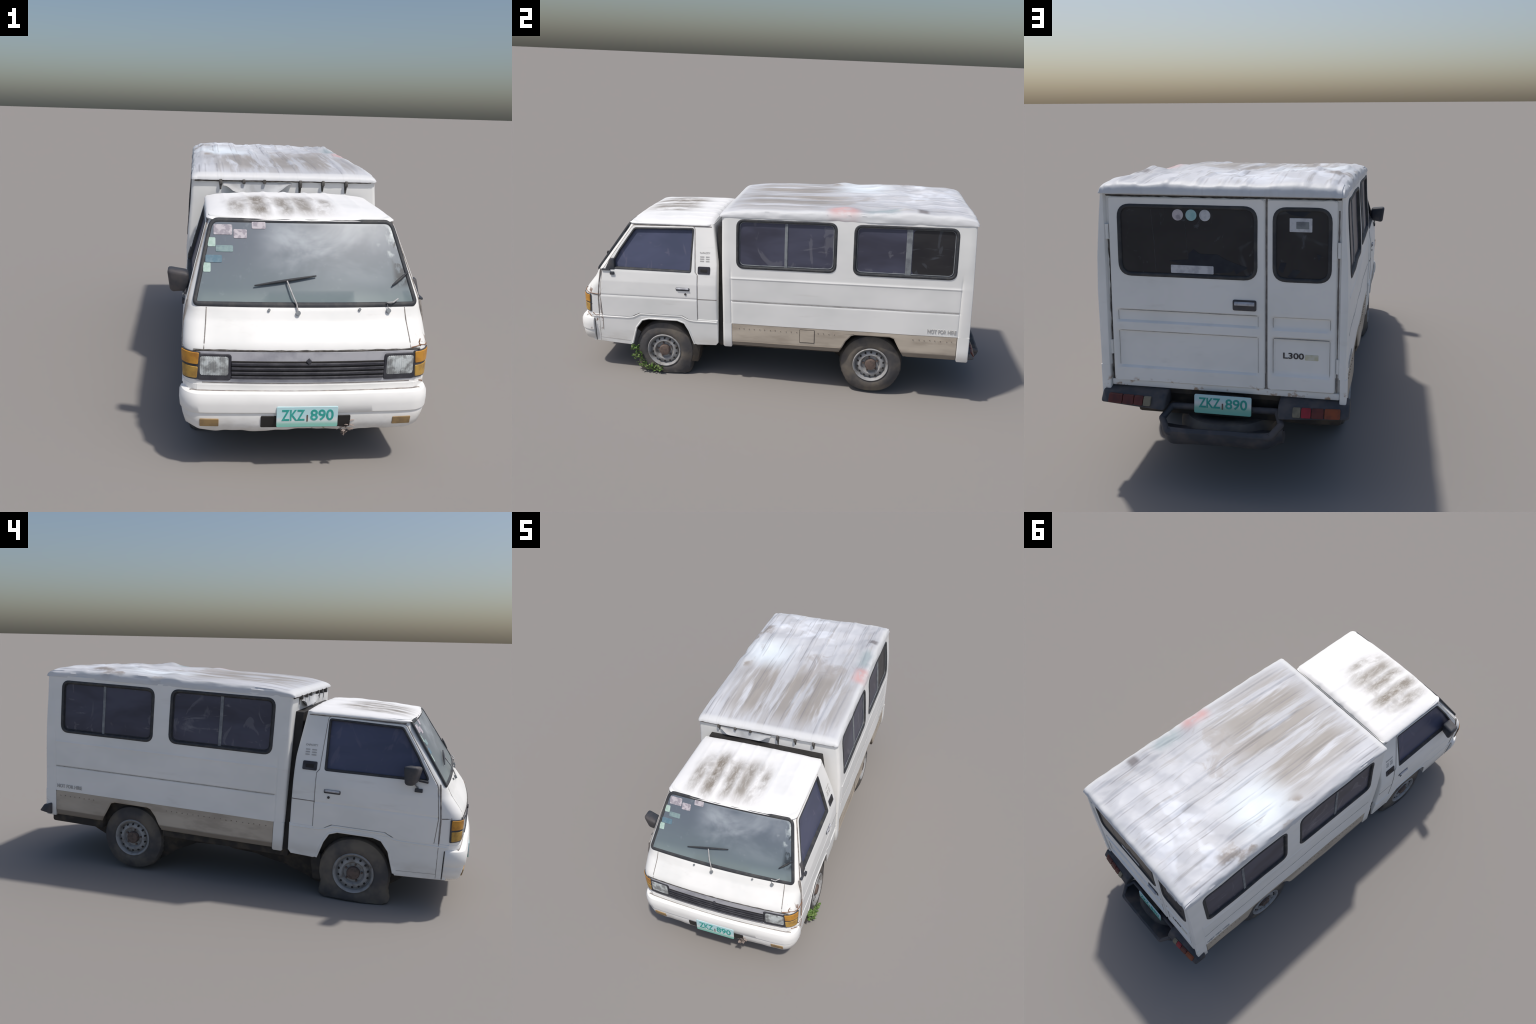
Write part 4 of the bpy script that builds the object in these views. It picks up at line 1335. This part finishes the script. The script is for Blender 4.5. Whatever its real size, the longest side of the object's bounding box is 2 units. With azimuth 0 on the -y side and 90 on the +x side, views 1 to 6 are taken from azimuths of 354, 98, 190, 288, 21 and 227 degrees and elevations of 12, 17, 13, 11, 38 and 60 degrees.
# mud flaps behind the front wheels, bracket and pipe
for s in (1, -1):
    lo, hi = sorted((s * 0.28, s * 0.350))
    block("mud_flap", (lo, -0.398, 0.085), (hi, -0.352, 0.200), M_CHASSIS, bevel=0.006, taper=lambda q: (q[0], q[1] - (0.02 if q[2] < 0.15 else 0), q[2]))
tube("exhaust_pipe", [(0.20, -0.1, 0.19), (0.22, 0.15, 0.185), (0.24, 0.28, 0.185)], 0.016, M_HUB, seg=12)
# hand brake scuffs at the front of the gap

# --------------------------------------------------------------------- mirrors
def mirror_shape(q):
    x, y, z = q
    if z < 0.57:
        y = -0.728 + (y + 0.728) * 0.62
        x += 0.010 if x < -0.40 else 0.0
    if x > -0.40:
        z = 0.587 + (z - 0.587) * 0.80
        y -= 0.016
    return (x, y, z)


mr = block("wing_mirror", (-0.430, -0.762, 0.545), (-0.360, -0.702, 0.625), M_BLACKPLASTIC, bevel=0.013, taper=mirror_shape, seg=3)
tube("mirror_stalk", [(-0.378, -0.742, 0.557), (-0.378, -0.760, 0.540), (-0.370, -0.765, 0.528)], 0.004, M_FRAME, mr, 8)
block("mirror_bracket", (-0.382, -0.782, 0.518), (-0.366, -0.752, 0.532), M_BLACKPLASTIC, mr, bevel=0.002)
tube("mirror_arm", [(-0.372, -0.80, 0.560), (-0.366, -0.765, 0.562)], 0.005, M_BLACKPLASTIC, mr, 8)


def folded(q):
    x, y, z = q
    if z > 0.58:
        y = -0.798 + (y + 0.798) * 0.45 + 0.012
        x -= 0.006
    return (x, y, z)


mr2 = block("wing_mirror", (0.345, -0.822, 0.556), (0.371, -0.772, 0.610), M_BLACKPLASTIC, bevel=0.005, taper=folded, seg=3)
block("mirror_bracket", (0.366, -0.795, 0.532), (0.380, -0.774, 0.546), M_BLACKPLASTIC, mr2, bevel=0.002)
block("mirror_arm", (0.364, -0.838, 0.552), (0.377, -0.795, 0.559), M_BLACKPLASTIC, mr2, bevel=0.002)

# ---------------------------------------------------------- weeds, twig, scraps
rng = random.Random(11)


def leaf_clump(name, centres, count, size, mat):
    v, f = [], []
    for _ in range(count):
        c = Vector(rng.choice(centres)) + Vector((rng.uniform(-0.008, 0.012), rng.uniform(-0.018, 0.018), rng.uniform(-0.012, 0.014)))
        L = size * rng.uniform(0.6, 1.3)
        d = Vector((rng.uniform(-0.2, 0.9), rng.uniform(-1, 1), rng.uniform(-0.2, 1))).normalized()
        sd = d.cross(Vector((rng.uniform(-1, 1), rng.uniform(-1, 1), 1))).normalized() * L * 0.32
        up = sd.cross(d).normalized() * L * 0.12
        b = len(v)
        v += [c, c + d * L * 0.5 + sd, c + d * L, c + d * L * 0.5 - sd, c + d * L * 0.5 + up, c + d * L * 0.5 - up * 0.3]
        f += [[b, b + 1, b + 4], [b + 1, b + 2, b + 4], [b + 2, b + 3, b + 4], [b + 3, b, b + 4], [b, b + 5, b + 1], [b + 1, b + 5, b + 2], [b + 2, b + 5, b + 3], [b + 3, b + 5, b]]
    o = add(name, v, f, mat, root, 60)
    o["kind"] = "stuff"
    return o


leaf_clump("weed_leaves", [(0.360, -0.695, 0.145), (0.362, -0.680, 0.110), (0.364, -0.672, 0.090), (0.364, -0.655, 0.065), (0.366, -0.630, 0.048), (0.366, -0.600, 0.042), (0.366, -0.570, 0.044)], 120, 0.020, M_LEAF)
leaf_clump("bumper_leaves", [(0.012, -0.972, 0.188), (0.055, -0.970, 0.190)], 6, 0.014, M_LEAF)
leaf_clump("dry_twigs", [(0.118, -0.963, 0.185), (0.108, -0.960, 0.172), (0.125, -0.963, 0.200)], 26, 0.022, M_TWIG)
